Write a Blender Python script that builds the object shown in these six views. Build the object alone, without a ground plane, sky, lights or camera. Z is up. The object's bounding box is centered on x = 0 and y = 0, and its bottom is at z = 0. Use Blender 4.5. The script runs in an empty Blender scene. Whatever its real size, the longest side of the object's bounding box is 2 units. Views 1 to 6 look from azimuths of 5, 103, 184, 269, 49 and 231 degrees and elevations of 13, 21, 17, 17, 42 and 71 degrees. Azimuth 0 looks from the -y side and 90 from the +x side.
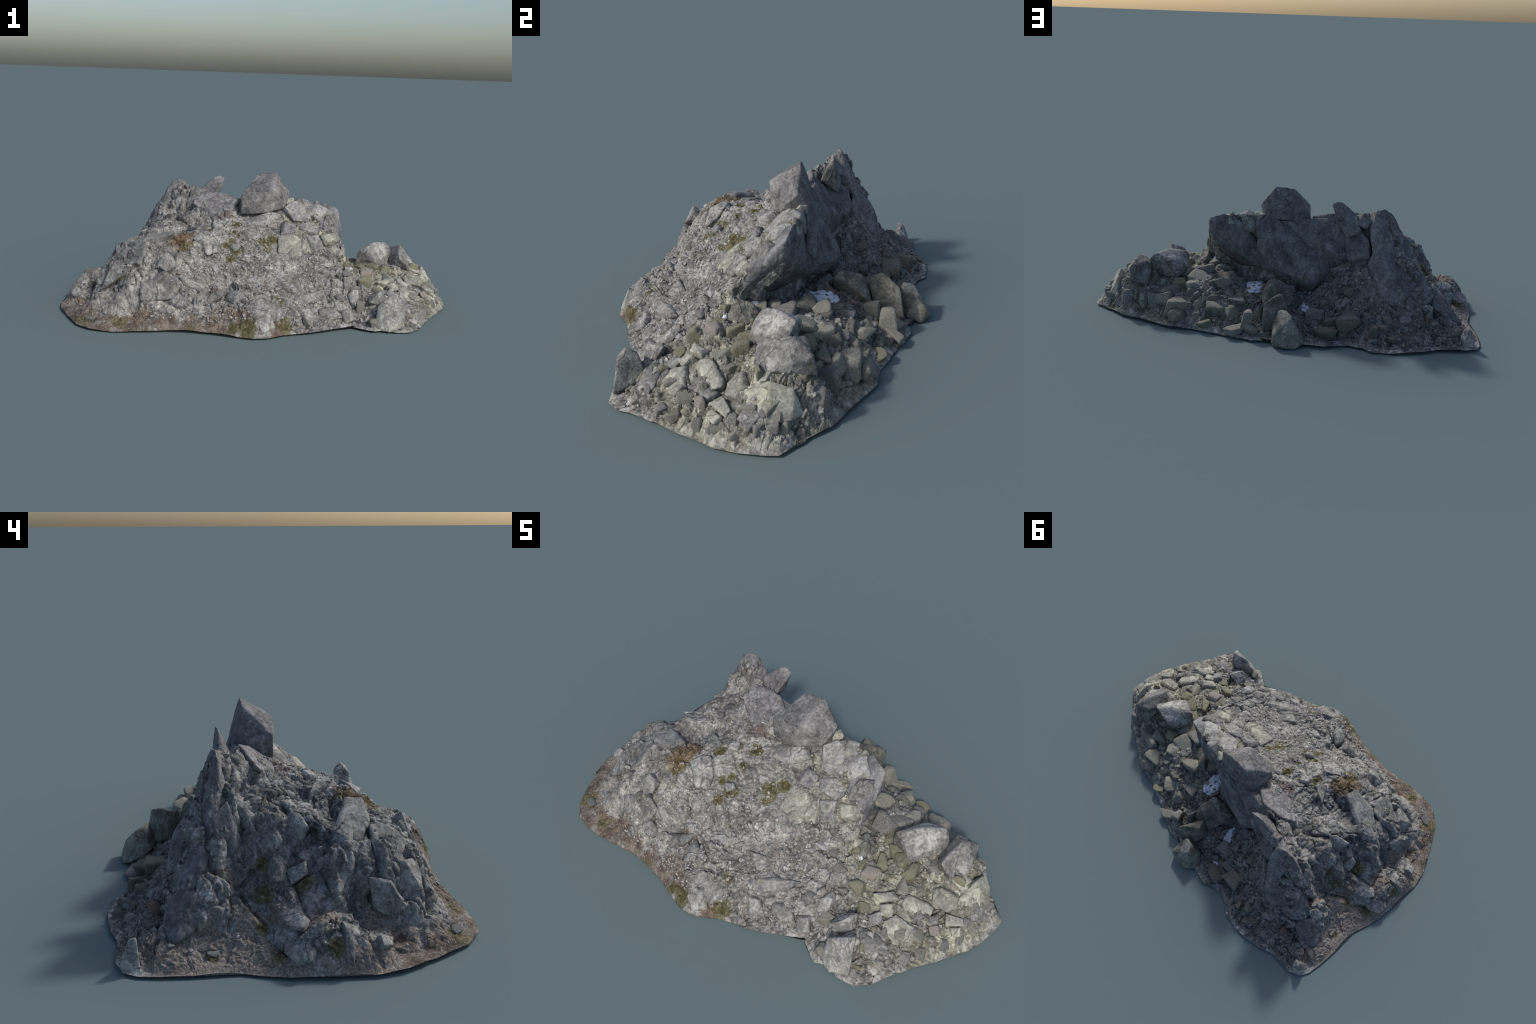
"""A mountain outcrop: a rocky ridge with an overhanging cliff, a big boulder on
its crest, rubble on its east hump and talus below the cliff."""
import bpy, bmesh, math, random
import numpy as np
from mathutils import Vector, Matrix

random.seed(7)
RNG = np.random.default_rng(7)
SC = bpy.context.scene.collection

# ------------------------------------------------------------------ noise tools
def _hash(ix, iy, iz, k):
    h = (ix.astype(np.int64) * 374761393 + iy.astype(np.int64) * 668265263
         + iz.astype(np.int64) * 2147483647 + k * 1274126177) & 0xFFFFFFFF
    h = ((h ^ (h >> 13)) * 1274126177) & 0xFFFFFFFF
    h = ((h ^ (h >> 16)) * 2246822519) & 0xFFFFFFFF
    return ((h ^ (h >> 15)) & 0xFFFFFF) / float(0x1000000)

def value_noise(p, k=0):
    i = np.floor(p).astype(np.int64)
    f = p - i
    f = f * f * f * (f * (f * 6 - 15) + 10)
    r = 0.0
    for dx in (0, 1):
        wx = f[:, 0] if dx else 1 - f[:, 0]
        for dy in (0, 1):
            wy = f[:, 1] if dy else 1 - f[:, 1]
            for dz in (0, 1):
                wz = f[:, 2] if dz else 1 - f[:, 2]
                r = r + wx * wy * wz * _hash(i[:, 0] + dx, i[:, 1] + dy, i[:, 2] + dz, k)
    return r * 2 - 1

def fbm(p, octaves=4, k=0, gain=0.5):
    a, r = 1.0, 0.0
    for o in range(octaves):
        r = r + a * value_noise(p * 2 ** o + 17.3 * o, k + o)
        a *= gain
    return r

def cells(p, k=0, jitter=0.9):
    """Nearest and second nearest jittered lattice points: distances, offset to the
    nearest one and its random numbers."""
    i = np.floor(p).astype(np.int64)
    n = len(p)
    f1, f2 = np.full(n, 9.0), np.full(n, 9.0)
    off = np.zeros((n, 3))
    ids = np.zeros((n, 3), np.int64)
    for dx in (-1, 0, 1):
        for dy in (-1, 0, 1):
            for dz in (-1, 0, 1):
                c = i + np.array((dx, dy, dz))
                q = np.stack([_hash(c[:, 0], c[:, 1], c[:, 2], k + a) for a in (1, 2, 3)], 1)
                d = p - (c + 0.5 + (q - 0.5) * jitter)
                r = np.sqrt((d * d).sum(1))
                near = r < f1
                f2 = np.where(near, f1, np.minimum(f2, r))
                f1 = np.where(near, r, f1)
                off[near] = d[near]
                ids[near] = c[near]
    rnd = np.stack([_hash(ids[:, 0], ids[:, 1], ids[:, 2], k + 11 + a) for a in range(4)], 1)
    return f1, f2, off, rnd

def step(a, b, x):
    t = np.clip((x - a) / (b - a), 0, 1)
    return t * t * (3 - 2 * t)

def blocky(p, size, k, stretch=(1, 1, 1), tilt=0.55, crack=0.25):
    """Broken-rock relief: every cell is a tilted facet, a groove runs between cells."""
    f1, f2, off, r = cells(p / size * np.array(stretch), k)
    h = (r[:, 0] - 0.5) + tilt * (off * (r[:, 1:4] - 0.5) * 2).sum(1)
    return h - crack * (1 - step(0.0, 0.16, f2 - f1))

def stony(p, size, k):
    """Half-buried rounded stones."""
    f1, f2, off, r = cells(p / size, k)
    edge = np.clip((f2 - f1) / 0.5, 0, 1)
    return np.sqrt(edge) * (0.45 + 0.55 * r[:, 0]) + 0.4 * (off * (r[:, 1:4] - 0.5)).sum(1)

# ------------------------------------------------------------------ object tools
def add(name, mesh, parent=None, mat=None, smooth=True, loc=None):
    ob = bpy.data.objects.new(name, mesh)
    SC.objects.link(ob)
    if parent is not None:
        ob.parent = parent
    if mat is not None and not mesh.materials:
        mesh.materials.append(mat)
    if smooth:
        mesh.polygons.foreach_set("use_smooth", [True] * len(mesh.polygons))
    if loc is not None:
        ob.location = loc
    return ob

def mesh_from(name, v, f):
    me = bpy.data.meshes.new(name)
    me.from_pydata([tuple(x) for x in v], [], [tuple(x) for x in f])
    me.update()
    return me

_SPHERES = {}
def sphere(level):
    if level not in _SPHERES:
        bm = bmesh.new()
        bmesh.ops.create_icosphere(bm, subdivisions=level, radius=1)
        v = np.array([x.co[:] for x in bm.verts])
        f = [[q.index for q in x.verts] for x in bm.faces]
        bm.free()
        _SPHERES[level] = (v / np.linalg.norm(v, axis=1)[:, None], f)
    return _SPHERES[level]

def planes_to_shape(normals, dist, level, sharp):
    """Star-shaped body bounded by planes n.x = d, with softly rounded edges."""
    d, faces = sphere(level)
    q = np.maximum(d @ normals.T, 0) / dist
    return d / (np.power(q, sharp).sum(1) ** (1 / sharp))[:, None], faces

def roughen(v, amount, scale, k):
    n = v / np.linalg.norm(v, axis=1)[:, None]
    p = v * scale + k * 7.7
    h = 0.6 * fbm(p, 4, k) + 0.5 * blocky(p, 1.1, k, tilt=0.8, crack=0.2) + 0.18 * fbm(p * 5, 3, k + 3)
    return v + n * (h * amount)[:, None]

def random_rock(seed, level=4, sharp=70, planes=9, rough=0.06):
    """A broken stone of about unit half-size."""
    r = np.random.default_rng(seed)
    n = r.normal(size=(planes, 3))
    n = np.vstack([n, np.eye(3), -np.eye(3)])
    n += r.normal(size=n.shape) * 0.22
    n /= np.linalg.norm(n, axis=1)[:, None]
    dist = np.r_[r.uniform(0.55, 0.95, planes), r.uniform(0.7, 1.0, 6)]
    v, f = planes_to_shape(n, dist, level, sharp)
    v = roughen(v, rough, 1.6, seed)
    lo, hi = v.min(0), v.max(0)
    return (v - (lo + hi) / 2) / ((hi - lo) / 2), f

def hull_rock(name, corners, mat, parent, level=5, sharp=34, rough=0.05, seed=1, freq=2.2, floor=0.006):
    """A rock with the given corners: their convex hull, edges worn, faces rough."""
    c = np.array(corners, float)
    mid = (c.min(0) + c.max(0)) / 2
    half = (c.max(0) - c.min(0)) / 2
    bm = bmesh.new()
    for x in (c - mid) / half:
        bm.verts.new(x)
    bmesh.ops.convex_hull(bm, input=bm.verts[:])
    bm.normal_update()
    nn, dd = [], []
    centre = Vector(np.mean((c - mid) / half, axis=0))
    for f in bm.faces:
        n = f.normal.copy()
        d = n.dot(f.verts[0].co - centre)
        if d < 0:
            n, d = -n, -d
        nn.append(n[:]); dd.append(max(d, 0.05))
    bm.free()
    v, f = planes_to_shape(np.array(nn), np.array(dd), level, sharp)
    # keep the corners from being worn away too far
    v *= 1.03
    v = roughen(v, rough, freq, seed)
    v = (v + np.array(centre[:])) * half
    v[:, 2] = np.maximum(v[:, 2], floor - mid[2])
    return add(name, mesh_from(name, v, f), parent, mat, loc=mid)
# ------------------------------------------------------------------ materials
class Graph:
    def __init__(self, name, rough=0.9):
        self.mat = bpy.data.materials.new(name)
        self.mat.use_nodes = True
        self.t = self.mat.node_tree
        self.bsdf = self.t.nodes["Principled BSDF"]
        self.bsdf.inputs["Roughness"].default_value = rough
        self.bsdf.inputs["Specular IOR Level"].default_value = 0.2
        tc = self.t.nodes.new("ShaderNodeTexCoord")
        self.obj = tc.outputs["Object"]

    def put(self, sock, val):
        if hasattr(val, "is_output"):
            self.t.links.new(val, sock)
        elif val is not None:
            if isinstance(val, (tuple, list)) and len(val) == 3 and len(sock.default_value) == 4:
                val = (*val, 1)
            sock.default_value = val

    def math(self, op, a, b=None, c=None, clamp=False):
        n = self.t.nodes.new("ShaderNodeMath"); n.operation = op; n.use_clamp = clamp
        for s, x in zip(n.inputs, (a, b, c)):
            self.put(s, x)
        return n.outputs[0]

    def vec(self, op, a, b=None):
        n = self.t.nodes.new("ShaderNodeVectorMath"); n.operation = op
        self.put(n.inputs[0], a)
        if b is not None:
            self.put(n.inputs[3] if op == "SCALE" else n.inputs[1], b)
        return n.outputs["Value"] if op in ("LENGTH", "DISTANCE", "DOT_PRODUCT") else n.outputs[0]

    def noise(self, scale, detail=5, rough=0.55, coord=None, distort=0.0):
        n = self.t.nodes.new("ShaderNodeTexNoise")
        self.put(n.inputs["Vector"], coord if coord is not None else self.coord)
        n.inputs["Scale"].default_value = scale
        n.inputs["Detail"].default_value = detail
        n.inputs["Roughness"].default_value = rough
        n.inputs["Distortion"].default_value = distort
        return n.outputs["Fac"]

    def voronoi(self, scale, feature="F1", coord=None, out="Color"):
        n = self.t.nodes.new("ShaderNodeTexVoronoi"); n.feature = feature
        self.put(n.inputs["Vector"], coord if coord is not None else self.coord)
        n.inputs["Scale"].default_value = scale
        return n.outputs[out]

    def ramp(self, fac, *stops):
        n = self.t.nodes.new("ShaderNodeValToRGB")
        e = n.color_ramp.elements
        while len(e) < len(stops):
            e.new(0.5)
        for x, (p, c) in zip(e, stops):
            x.position = p
            x.color = (c, c, c, 1) if not isinstance(c, (tuple, list)) else (*c, 1)
        self.put(n.inputs[0], fac)
        return n.outputs[0]

    def mix(self, fac, a, b, mode="MIX"):
        n = self.t.nodes.new("ShaderNodeMix"); n.data_type = "RGBA"; n.blend_type = mode
        self.put(n.inputs[0], fac); self.put(n.inputs[6], a); self.put(n.inputs[7], b)
        return n.outputs[2]

    def rng(self, x, a, b, c=0.0, d=1.0):
        n = self.t.nodes.new("ShaderNodeMapRange"); n.clamp = True; n.interpolation_type = "SMOOTHSTEP"
        self.put(n.inputs[0], x)
        for s, v in zip(list(n.inputs)[1:5], (a, b, c, d)):
            s.default_value = v
        return n.outputs[0]

    def spots(self, where, fuzz):
        """1 inside any of the (x, y, z, radius) spots, frayed by the fuzz signal."""
        total = None
        for x, y, z, r in where:
            d = self.math("DIVIDE", self.vec("DISTANCE", self.obj, (x, y, z)), r)
            m = self.rng(self.math("ADD", d, fuzz), 1.1, 0.75)
            total = m if total is None else self.math("MAXIMUM", total, m)
        return total

    def finish(self, colour, bump, strength=0.5, dist=0.004):
        self.put(self.bsdf.inputs["Base Color"], colour)
        b = self.t.nodes.new("ShaderNodeBump")
        b.inputs["Strength"].default_value = strength
        b.inputs["Distance"].default_value = dist
        self.put(b.inputs["Height"], bump)
        self.put(self.bsdf.inputs["Normal"], b.outputs[0])
        return self.mat

def random_offset(g):
    info = g.t.nodes.new("ShaderNodeObjectInfo")
    g.random = info.outputs["Random"]
    g.coord = g.vec("ADD", g.obj, g.vec("SCALE", (13.0, 29.0, 47.0), g.random))

def separate(g, colour):
    n = g.t.nodes.new("ShaderNodeSeparateColor")
    g.put(n.inputs[0], colour)
    return n.outputs

def rock_colour(g, dark, mid, pale, fine=1.0):
    """Grey gneiss: cloudy tone, foliation streaks, fine speckle, broken facets, thin cracks."""
    wob = g.t.nodes.new("ShaderNodeTexNoise")
    g.put(wob.inputs["Vector"], g.coord)
    wob.inputs["Scale"].default_value = 13 * fine
    wob.inputs["Detail"].default_value = 4
    bent = g.vec("ADD", g.coord, g.vec("SCALE", wob.outputs["Color"], 0.07 / fine))
    cloud = g.noise(9 * fine, 7, 0.65)
    grain = g.noise(85 * fine, 5, 0.7)
    streak = g.noise(30 * fine, 5, 0.7, g.vec("MULTIPLY", bent, (1.5, 1.0, 0.35)))
    tone = g.math("ADD", g.math("ADD", g.math("MULTIPLY", cloud, 0.36), g.math("MULTIPLY", grain, 0.36)), g.math("MULTIPLY", streak, 0.28))
    col = g.ramp(tone, (0.37, dark), (0.49, mid), (0.60, pale))
    facet = separate(g, g.voronoi(24 * fine, coord=bent))
    col = g.mix(1.0, col, g.ramp(facet[0], (0.0, 0.74), (1.0, 1.22)), "MULTIPLY")
    edge = g.voronoi(13 * fine, "DISTANCE_TO_EDGE", bent, "Distance")
    edge2 = g.voronoi(34 * fine, "DISTANCE_TO_EDGE", bent, "Distance")
    patchy = g.rng(g.noise(5 * fine, 2), 0.48, 0.62)
    patchy2 = g.rng(g.noise(11 * fine, 2), 0.5, 0.65)
    crack = g.math("MULTIPLY", g.rng(edge, 0.045, 0.004), g.math("MULTIPLY", patchy, 0.6))
    crack2 = g.math("MULTIPLY", g.rng(edge2, 0.09, 0.01), g.math("MULTIPLY", patchy2, 0.3))
    crack = g.math("MAXIMUM", crack, crack2)
    col = g.mix(crack, col, (0.05, 0.048, 0.046))  # near-black lines drawn for shadow inside crevices
    relief = g.math("SUBTRACT", g.math("ADD", g.math("MULTIPLY", grain, 0.8), g.math("ADD", g.math("MULTIPLY", cloud, 1.5), streak)),
                    g.math("MULTIPLY", crack, 1.4))
    return col, relief, tone

def lichen(g, col, amount, colour=(0.36, 0.37, 0.20), scale=19):
    m = g.rng(g.noise(scale, 6, 0.7, distort=0.4), 0.66 - amount * 0.22, 0.80 - amount * 0.12)
    return g.mix(g.math("MULTIPLY", m, 0.75), col, colour)

def stone_material(name, dark, mid, pale, lich=0.3, lichen_colour=(0.34, 0.35, 0.2), fine=1.0, vary=0.17):
    g = Graph(name)
    random_offset(g)
    col, relief, _ = rock_colour(g, dark, mid, pale, fine)
    col = lichen(g, col, lich, lichen_colour)
    col = g.mix(1.0, col, g.ramp(g.random, (0.0, 1 - vary), (1.0, 1 + vary)), "MULTIPLY")
    return g.finish(col, relief, 0.6, 0.004)

def pebble_material(name, tones):
    """Loose chips: every stone in the joined heap takes its tone from where it lies."""
    g = Graph(name)
    g.coord = g.obj
    pick = g.t.nodes.new("ShaderNodeSeparateColor")
    g.put(pick.inputs[0], g.voronoi(70))
    col = g.ramp(pick.outputs[0], *[(i / (len(tones) - 1), t) for i, t in enumerate(tones)])
    grain = g.noise(160, 4)
    col = g.mix(1.0, col, g.ramp(grain, (0.3, 0.75), (0.7, 1.2)), "MULTIPLY")
    return g.finish(col, grain, 0.5, 0.002)

GREY = dict(dark=(0.07, 0.071, 0.073), mid=(0.208, 0.209, 0.205), pale=(0.42, 0.42, 0.40))
M_GREY = stone_material("grey_gneiss", **GREY, lich=0.5, lichen_colour=(0.36, 0.37, 0.27))
M_CREST = stone_material("violet_grey_gneiss", (0.068, 0.068, 0.072), (0.158, 0.157, 0.161), (0.32, 0.318, 0.317), lich=0.25, lichen_colour=(0.36, 0.37, 0.27), vary=0.1)
M_LICHEN = stone_material("lichen_covered_rock", (0.115, 0.115, 0.10), (0.26, 0.26, 0.228), (0.43, 0.43, 0.37), lich=0.6, lichen_colour=(0.37, 0.375, 0.26))
M_YELLOW = stone_material("yellow_lichen_rock", (0.115, 0.11, 0.08), (0.235, 0.23, 0.17), (0.37, 0.365, 0.26), lich=0.7, lichen_colour=(0.34, 0.34, 0.20))
M_PINK = stone_material("pink_feldspar_rock", (0.20, 0.175, 0.155), (0.35, 0.315, 0.285), (0.48, 0.45, 0.42), lich=0.1)
M_RUST = stone_material("rusty_stone", (0.13, 0.09, 0.075), (0.21, 0.155, 0.13), (0.30, 0.24, 0.205), lich=0.05)
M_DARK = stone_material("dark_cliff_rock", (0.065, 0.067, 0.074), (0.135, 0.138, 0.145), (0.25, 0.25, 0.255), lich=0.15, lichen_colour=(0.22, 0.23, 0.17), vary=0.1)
M_BROWN = stone_material("brown_talus_rock", (0.07, 0.071, 0.064), (0.15, 0.152, 0.136), (0.28, 0.28, 0.25), lich=0.5, lichen_colour=(0.23, 0.24, 0.165))
M_PALE = stone_material("pale_quartz_stone", (0.30, 0.30, 0.31), (0.44, 0.435, 0.44), (0.6, 0.59, 0.59), lich=0.0)
M_PEBBLE = pebble_material("scree_chips", [(0.12, 0.12, 0.12), (0.22, 0.217, 0.215), (0.305, 0.295, 0.285), (0.295, 0.297, 0.28), (0.42, 0.41, 0.41), (0.24, 0.243, 0.245)])
M_TALUS = pebble_material("talus_chips", [(0.07, 0.07, 0.072), (0.135, 0.135, 0.137), (0.18, 0.17, 0.16), (0.17, 0.172, 0.158), (0.28, 0.28, 0.28)])

def moss_material(name, a, b, c):
    g = Graph(name, 1.0)
    g.coord = g.obj
    n = g.noise(55, 6, 0.7)
    return g.finish(g.ramp(n, (0.35, a), (0.5, b), (0.66, c)), g.noise(190, 4, 0.7), 1.0, 0.006)

M_MOSS = moss_material("olive_moss", (0.045, 0.042, 0.022), (0.105, 0.095, 0.045), (0.19, 0.175, 0.105))
M_HEATH = moss_material("rusty_heath", (0.075, 0.055, 0.034), (0.15, 0.11, 0.065), (0.23, 0.18, 0.125))
g = Graph("old_snow", 0.6)
g.coord = g.obj
M_SNOW = g.finish(g.ramp(g.noise(12, 4), (0.3, (0.52, 0.56, 0.66)), (0.7, (0.66, 0.69, 0.76))), g.noise(40, 3), 0.3, 0.004)

# soil, heath and gravel zones of the bedrock, as (x, y, z, radius)
SOIL = [(-0.93, -0.42, 0.03, 0.06), (-0.89, -0.50, 0.02, 0.07), (-0.86, -0.38, 0.04, 0.05), (-0.83, -0.56, 0.02, 0.10), (-0.74, -0.63, 0.02, 0.10), (-0.62, -0.64, 0.02, 0.09), (-0.50, -0.61, 0.04, 0.09),
        (-0.38, -0.61, 0.03, 0.07), (-0.25, -0.60, 0.03, 0.07), (-0.12, -0.59, 0.06, 0.09), (-0.05, -0.60, 0.06, 0.08),
        (-0.16, -0.45, 0.13, 0.05), (0.15, -0.59, 0.04, 0.05), (0.10, -0.54, 0.10, 0.04)]
GRAVEL = [(-0.93, 0.28, 0.03, 0.13), (-0.93, 0.12, 0.03, 0.11), (-0.97, -0.20, 0.04, 0.09), (-0.93, -0.38, 0.04, 0.12), (-0.84, -0.38, 0.05, 0.08), (-0.78, -0.30, 0.10, 0.05), (-0.70, 0.22, 0.21, 0.05),
          (-0.87, -0.50, 0.03, 0.10), (-0.80, 0.02, 0.12, 0.07), (-0.85, -0.10, 0.12, 0.07), (-0.98, 0.0, 0.03, 0.07), (-0.93, 0.42, 0.04, 0.08), (-0.80, 0.12, 0.1, 0.06), (-0.95, -0.30, 0.05, 0.08)]
RED = [(-0.181, 0.003, 0.447, 0.042), (-0.21, -0.01, 0.44, 0.03), (-0.669, -0.041, 0.255, 0.022)]
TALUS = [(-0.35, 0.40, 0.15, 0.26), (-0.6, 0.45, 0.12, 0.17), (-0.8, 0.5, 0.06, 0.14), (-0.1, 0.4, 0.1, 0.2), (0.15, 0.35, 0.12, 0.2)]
CREST = [(-0.46, 0.18, 0.52, 0.22), (-0.27, 0.12, 0.50, 0.17), (-0.60, 0.15, 0.35, 0.2), (-0.62, -0.1, 0.3, 0.2), (-0.70, -0.3, 0.22, 0.17), (-0.48, -0.2, 0.37, 0.14)]
EAST = [(0.75, 0.05, 0.15, 0.32), (0.55, 0.05, 0.2, 0.2), (0.6, 0.3, 0.1, 0.2), (0.3, 0.4, 0.1, 0.15), (0.30, 0.05, 0.40, 0.16)]

MOSS_AT = [(-0.37, -0.30, 0.37, 0.045, "heath"), (-0.365, -0.25, 0.40, 0.05, "heath"), (-0.345, -0.315, 0.35, 0.033, "moss"),
           (0.042, -0.143, 0.342, 0.030, "moss"), (0.029, -0.129, 0.355, 0.022, "moss"), (0.051, -0.171, 0.320, 0.018, "moss"),
           (0.069, -0.085, 0.360, 0.024, "moss"), (-0.119, -0.067, 0.426, 0.022, "moss"), (-0.120, -0.295, 0.289, 0.022, "moss"),
           (-0.099, -0.243, 0.328, 0.030, "moss"), (-0.149, -0.243, 0.346, 0.018, "moss"), (-0.254, -0.158, 0.409, 0.024, "moss"),
           (-0.21, -0.10, 0.42, 0.02, "moss"), (-0.617, -0.448, 0.199, 0.026, "moss"), (-0.125, -0.207, 0.363, 0.016, "moss"),
           (0.137, -0.470, 0.14, 0.018, "moss"), (0.178, -0.56, 0.052, 0.036, "moss"), (0.009, -0.629, 0.05, 0.038, "moss"),
           (-0.056, -0.619, 0.035, 0.025, "moss"), (-0.599, -0.613, 0.031, 0.026, "moss"), (-0.776, -0.576, 0.034, 0.032, "moss"),
           (-0.718, 0.080, 0.161, 0.030, "moss"), (-0.655, 0.081, 0.239, 0.022, "moss"), (-0.733, -0.059, 0.202, 0.03, "moss"),
           (-0.831, 0.083, 0.090, 0.022, "moss"), (-0.926, 0.034, 0.056, 0.026, "moss"), (-0.908, 0.247, 0.035, 0.02, "moss"),
           (-0.94, -0.149, 0.08, 0.026, "moss"), (0.089, 0.055, 0.448, 0.014, "moss"), (-0.12, -0.15, 0.38, 0.016, "moss")]  # the spot at (0.089, 0.055) is a small dark patch beside the cap boulder

def bedrock_material():
    g = Graph("weathered_bedrock")
    g.coord = g.obj
    col, relief, tone = rock_colour(g, (0.068, 0.069, 0.069), (0.205, 0.205, 0.198), (0.43, 0.43, 0.405))
    fuzz = g.math("MULTIPLY", g.math("SUBTRACT", g.noise(22, 7, 0.75), 0.5), 2.4)
    fuzz2 = g.math("MULTIPLY", g.math("SUBTRACT", g.noise(9, 4, 0.6), 0.5), 1.6)
    # small chips between the stones: one tone per chip
    chippy = g.rng(g.noise(6, 3), 0.40, 0.58, 0.15, 0.9)      # gravel here, bare rock there
    for sc, lo, hi in ((105, 0.60, 1.45), (48, 0.74, 1.25)):
        s = separate(g, g.voronoi(sc))
        col = g.mix(chippy, col, g.ramp(s[0], (0.0, lo), (0.75, 1.0), (1.0, hi)), "MULTIPLY")
        if sc == 48:
            col = g.mix(g.rng(s[1], 0.92, 0.95, 0, 0.3), col, (0.33, 0.29, 0.255))
            col = g.mix(g.rng(s[2], 0.93, 0.96, 0, 0.5), col, (0.46, 0.45, 0.45))
    col = lichen(g, col, 0.5, (0.37, 0.375, 0.27))
    col = g.mix(g.math("MULTIPLY", g.spots(EAST, fuzz2), 0.6), col, g.mix(1.0, col, (1.16, 1.15, 0.94), "MULTIPLY"))
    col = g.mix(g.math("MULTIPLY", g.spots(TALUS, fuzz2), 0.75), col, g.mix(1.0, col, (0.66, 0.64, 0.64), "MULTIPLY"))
    col = g.mix(g.math("MULTIPLY", g.spots(CREST, fuzz2), 0.8), col, g.mix(1.0, col, (0.78, 0.78, 0.80), "MULTIPLY"))  # multiplies the crest and west flank spots darker and very slightly bluish
    gravel = g.ramp(g.noise(120, 3, 0.7), (0.35, (0.09, 0.07, 0.057)), (0.5, (0.195, 0.16, 0.135)), (0.64, (0.36, 0.315, 0.28)))
    col = g.mix(g.math("MULTIPLY", g.spots(GRAVEL, fuzz2), 0.75), col, gravel)
    soil = g.ramp(g.noise(26, 7, 0.75), (0.34, (0.045, 0.035, 0.028)), (0.5, (0.115, 0.088, 0.07)), (0.64, (0.24, 0.20, 0.17)))
    soil = g.mix(g.rng(g.noise(150, 2), 0.63, 0.68), soil, (0.42, 0.39, 0.36))
    soil = g.mix(g.rng(g.noise(13, 5, 0.7), 0.55, 0.66, 0, 0.8), soil, (0.085, 0.075, 0.03))
    bare = g.rng(g.noise(17, 5, 0.7), 0.40, 0.52)
    col = g.mix(g.math("MULTIPLY", g.spots(SOIL, fuzz), g.math("ADD", 0.55, g.math("MULTIPLY", bare, 0.42))), col, soil)
    col = g.mix(g.math("MULTIPLY", g.spots(RED, fuzz), 0.75), col, (0.11, 0.075, 0.07))
    tuft = g.noise(70, 6, 0.75)
    for kind, lo, md, hi in (("moss", (0.045, 0.042, 0.022), (0.105, 0.095, 0.045), (0.20, 0.185, 0.12)),
                             ("heath", (0.075, 0.055, 0.034), (0.15, 0.11, 0.065), (0.24, 0.19, 0.135))):
        where = [m[:3] + (m[3] * 1.35,) for m in MOSS_AT if m[4] == kind]
        col = g.mix(g.math("MULTIPLY", g.spots(where, fuzz), 0.9), col, g.ramp(tuft, (0.36, lo), (0.5, md), (0.64, hi)))
    return g.finish(col, relief, 0.7, 0.005)

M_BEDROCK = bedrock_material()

# ------------------------------------------------------------------ the outcrop
outcrop = bpy.data.objects.new("rocky_outcrop", None)
SC.objects.link(outcrop)
outcrop["label"] = "grey mountain rock outcrop with crest boulder, cliff and scree"
outcrop["category"] = "rock formation"

# Cross-sections of the ridge at stations along x. slope: from the southern rim up to
# the crest; cliff: down the overhanging north face to its foot; back: out to the
# northern rim. All as (y, z).
SECTIONS = []
def section(x, slope, cliff, back):
    SECTIONS.append((x, slope + cliff + back))

section(-1,
        slope=[(-0.440, 0.000), (-0.353, 0.000), (-0.266, 0.000), (-0.179, 0.000), (-0.092, 0.000), (-0.005, 0.000), (0.082, 0.000), (0.169, 0.000), (0.256, 0.000), (0.343, 0.000), (0.430, 0.000)],
        cliff=[(0.440, 0.000), (0.450, 0.000), (0.460, 0.000)],
        back=[(0.475, 0.000), (0.486, 0.000), (0.497, 0.000), (0.508, 0.000), (0.519, 0.000), (0.530, 0.000)])
section(-0.95,
        slope=[(-0.458, 0.000), (-0.369, 0.025), (-0.280, 0.054), (-0.191, 0.070), (-0.103, 0.075), (-0.014, 0.052), (0.075, 0.025), (0.164, 0.018), (0.252, 0.022), (0.341, 0.037), (0.430, 0.040)],
        cliff=[(0.440, 0.039), (0.450, 0.037), (0.460, 0.035)],
        back=[(0.475, 0.032), (0.489, 0.029), (0.503, 0.026), (0.517, 0.022), (0.531, 0.017), (0.546, 0.000)])
section(-0.9,
        slope=[(-0.476, 0.000), (-0.386, 0.028), (-0.297, 0.085), (-0.207, 0.114), (-0.117, 0.126), (-0.028, 0.096), (0.062, 0.049), (0.151, 0.031), (0.241, 0.037), (0.330, 0.068), (0.420, 0.075)],
        cliff=[(0.435, 0.075), (0.445, 0.073), (0.455, 0.068)],
        back=[(0.490, 0.047), (0.504, 0.040), (0.518, 0.032), (0.533, 0.024), (0.547, 0.015), (0.561, 0.000)])
section(-0.85,
        slope=[(-0.550, 0.000), (-0.453, 0.040), (-0.357, 0.050), (-0.260, 0.097), (-0.164, 0.142), (-0.067, 0.140), (0.029, 0.096), (0.126, 0.066), (0.222, 0.070), (0.319, 0.116), (0.415, 0.100)],
        cliff=[(0.425, 0.095), (0.435, 0.092), (0.445, 0.090)],
        back=[(0.480, 0.070), (0.497, 0.058), (0.514, 0.045), (0.532, 0.032), (0.549, 0.019), (0.566, 0.000)])
section(-0.8,
        slope=[(-0.615, 0.000), (-0.512, 0.053), (-0.410, 0.081), (-0.307, 0.081), (-0.205, 0.135), (-0.102, 0.151), (0.000, 0.145), (0.103, 0.106), (0.205, 0.140), (0.308, 0.163), (0.410, 0.120)],
        cliff=[(0.425, 0.108), (0.435, 0.105), (0.450, 0.100)],
        back=[(0.485, 0.079), (0.502, 0.064), (0.519, 0.049), (0.536, 0.033), (0.554, 0.019), (0.571, 0.000)])
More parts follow.
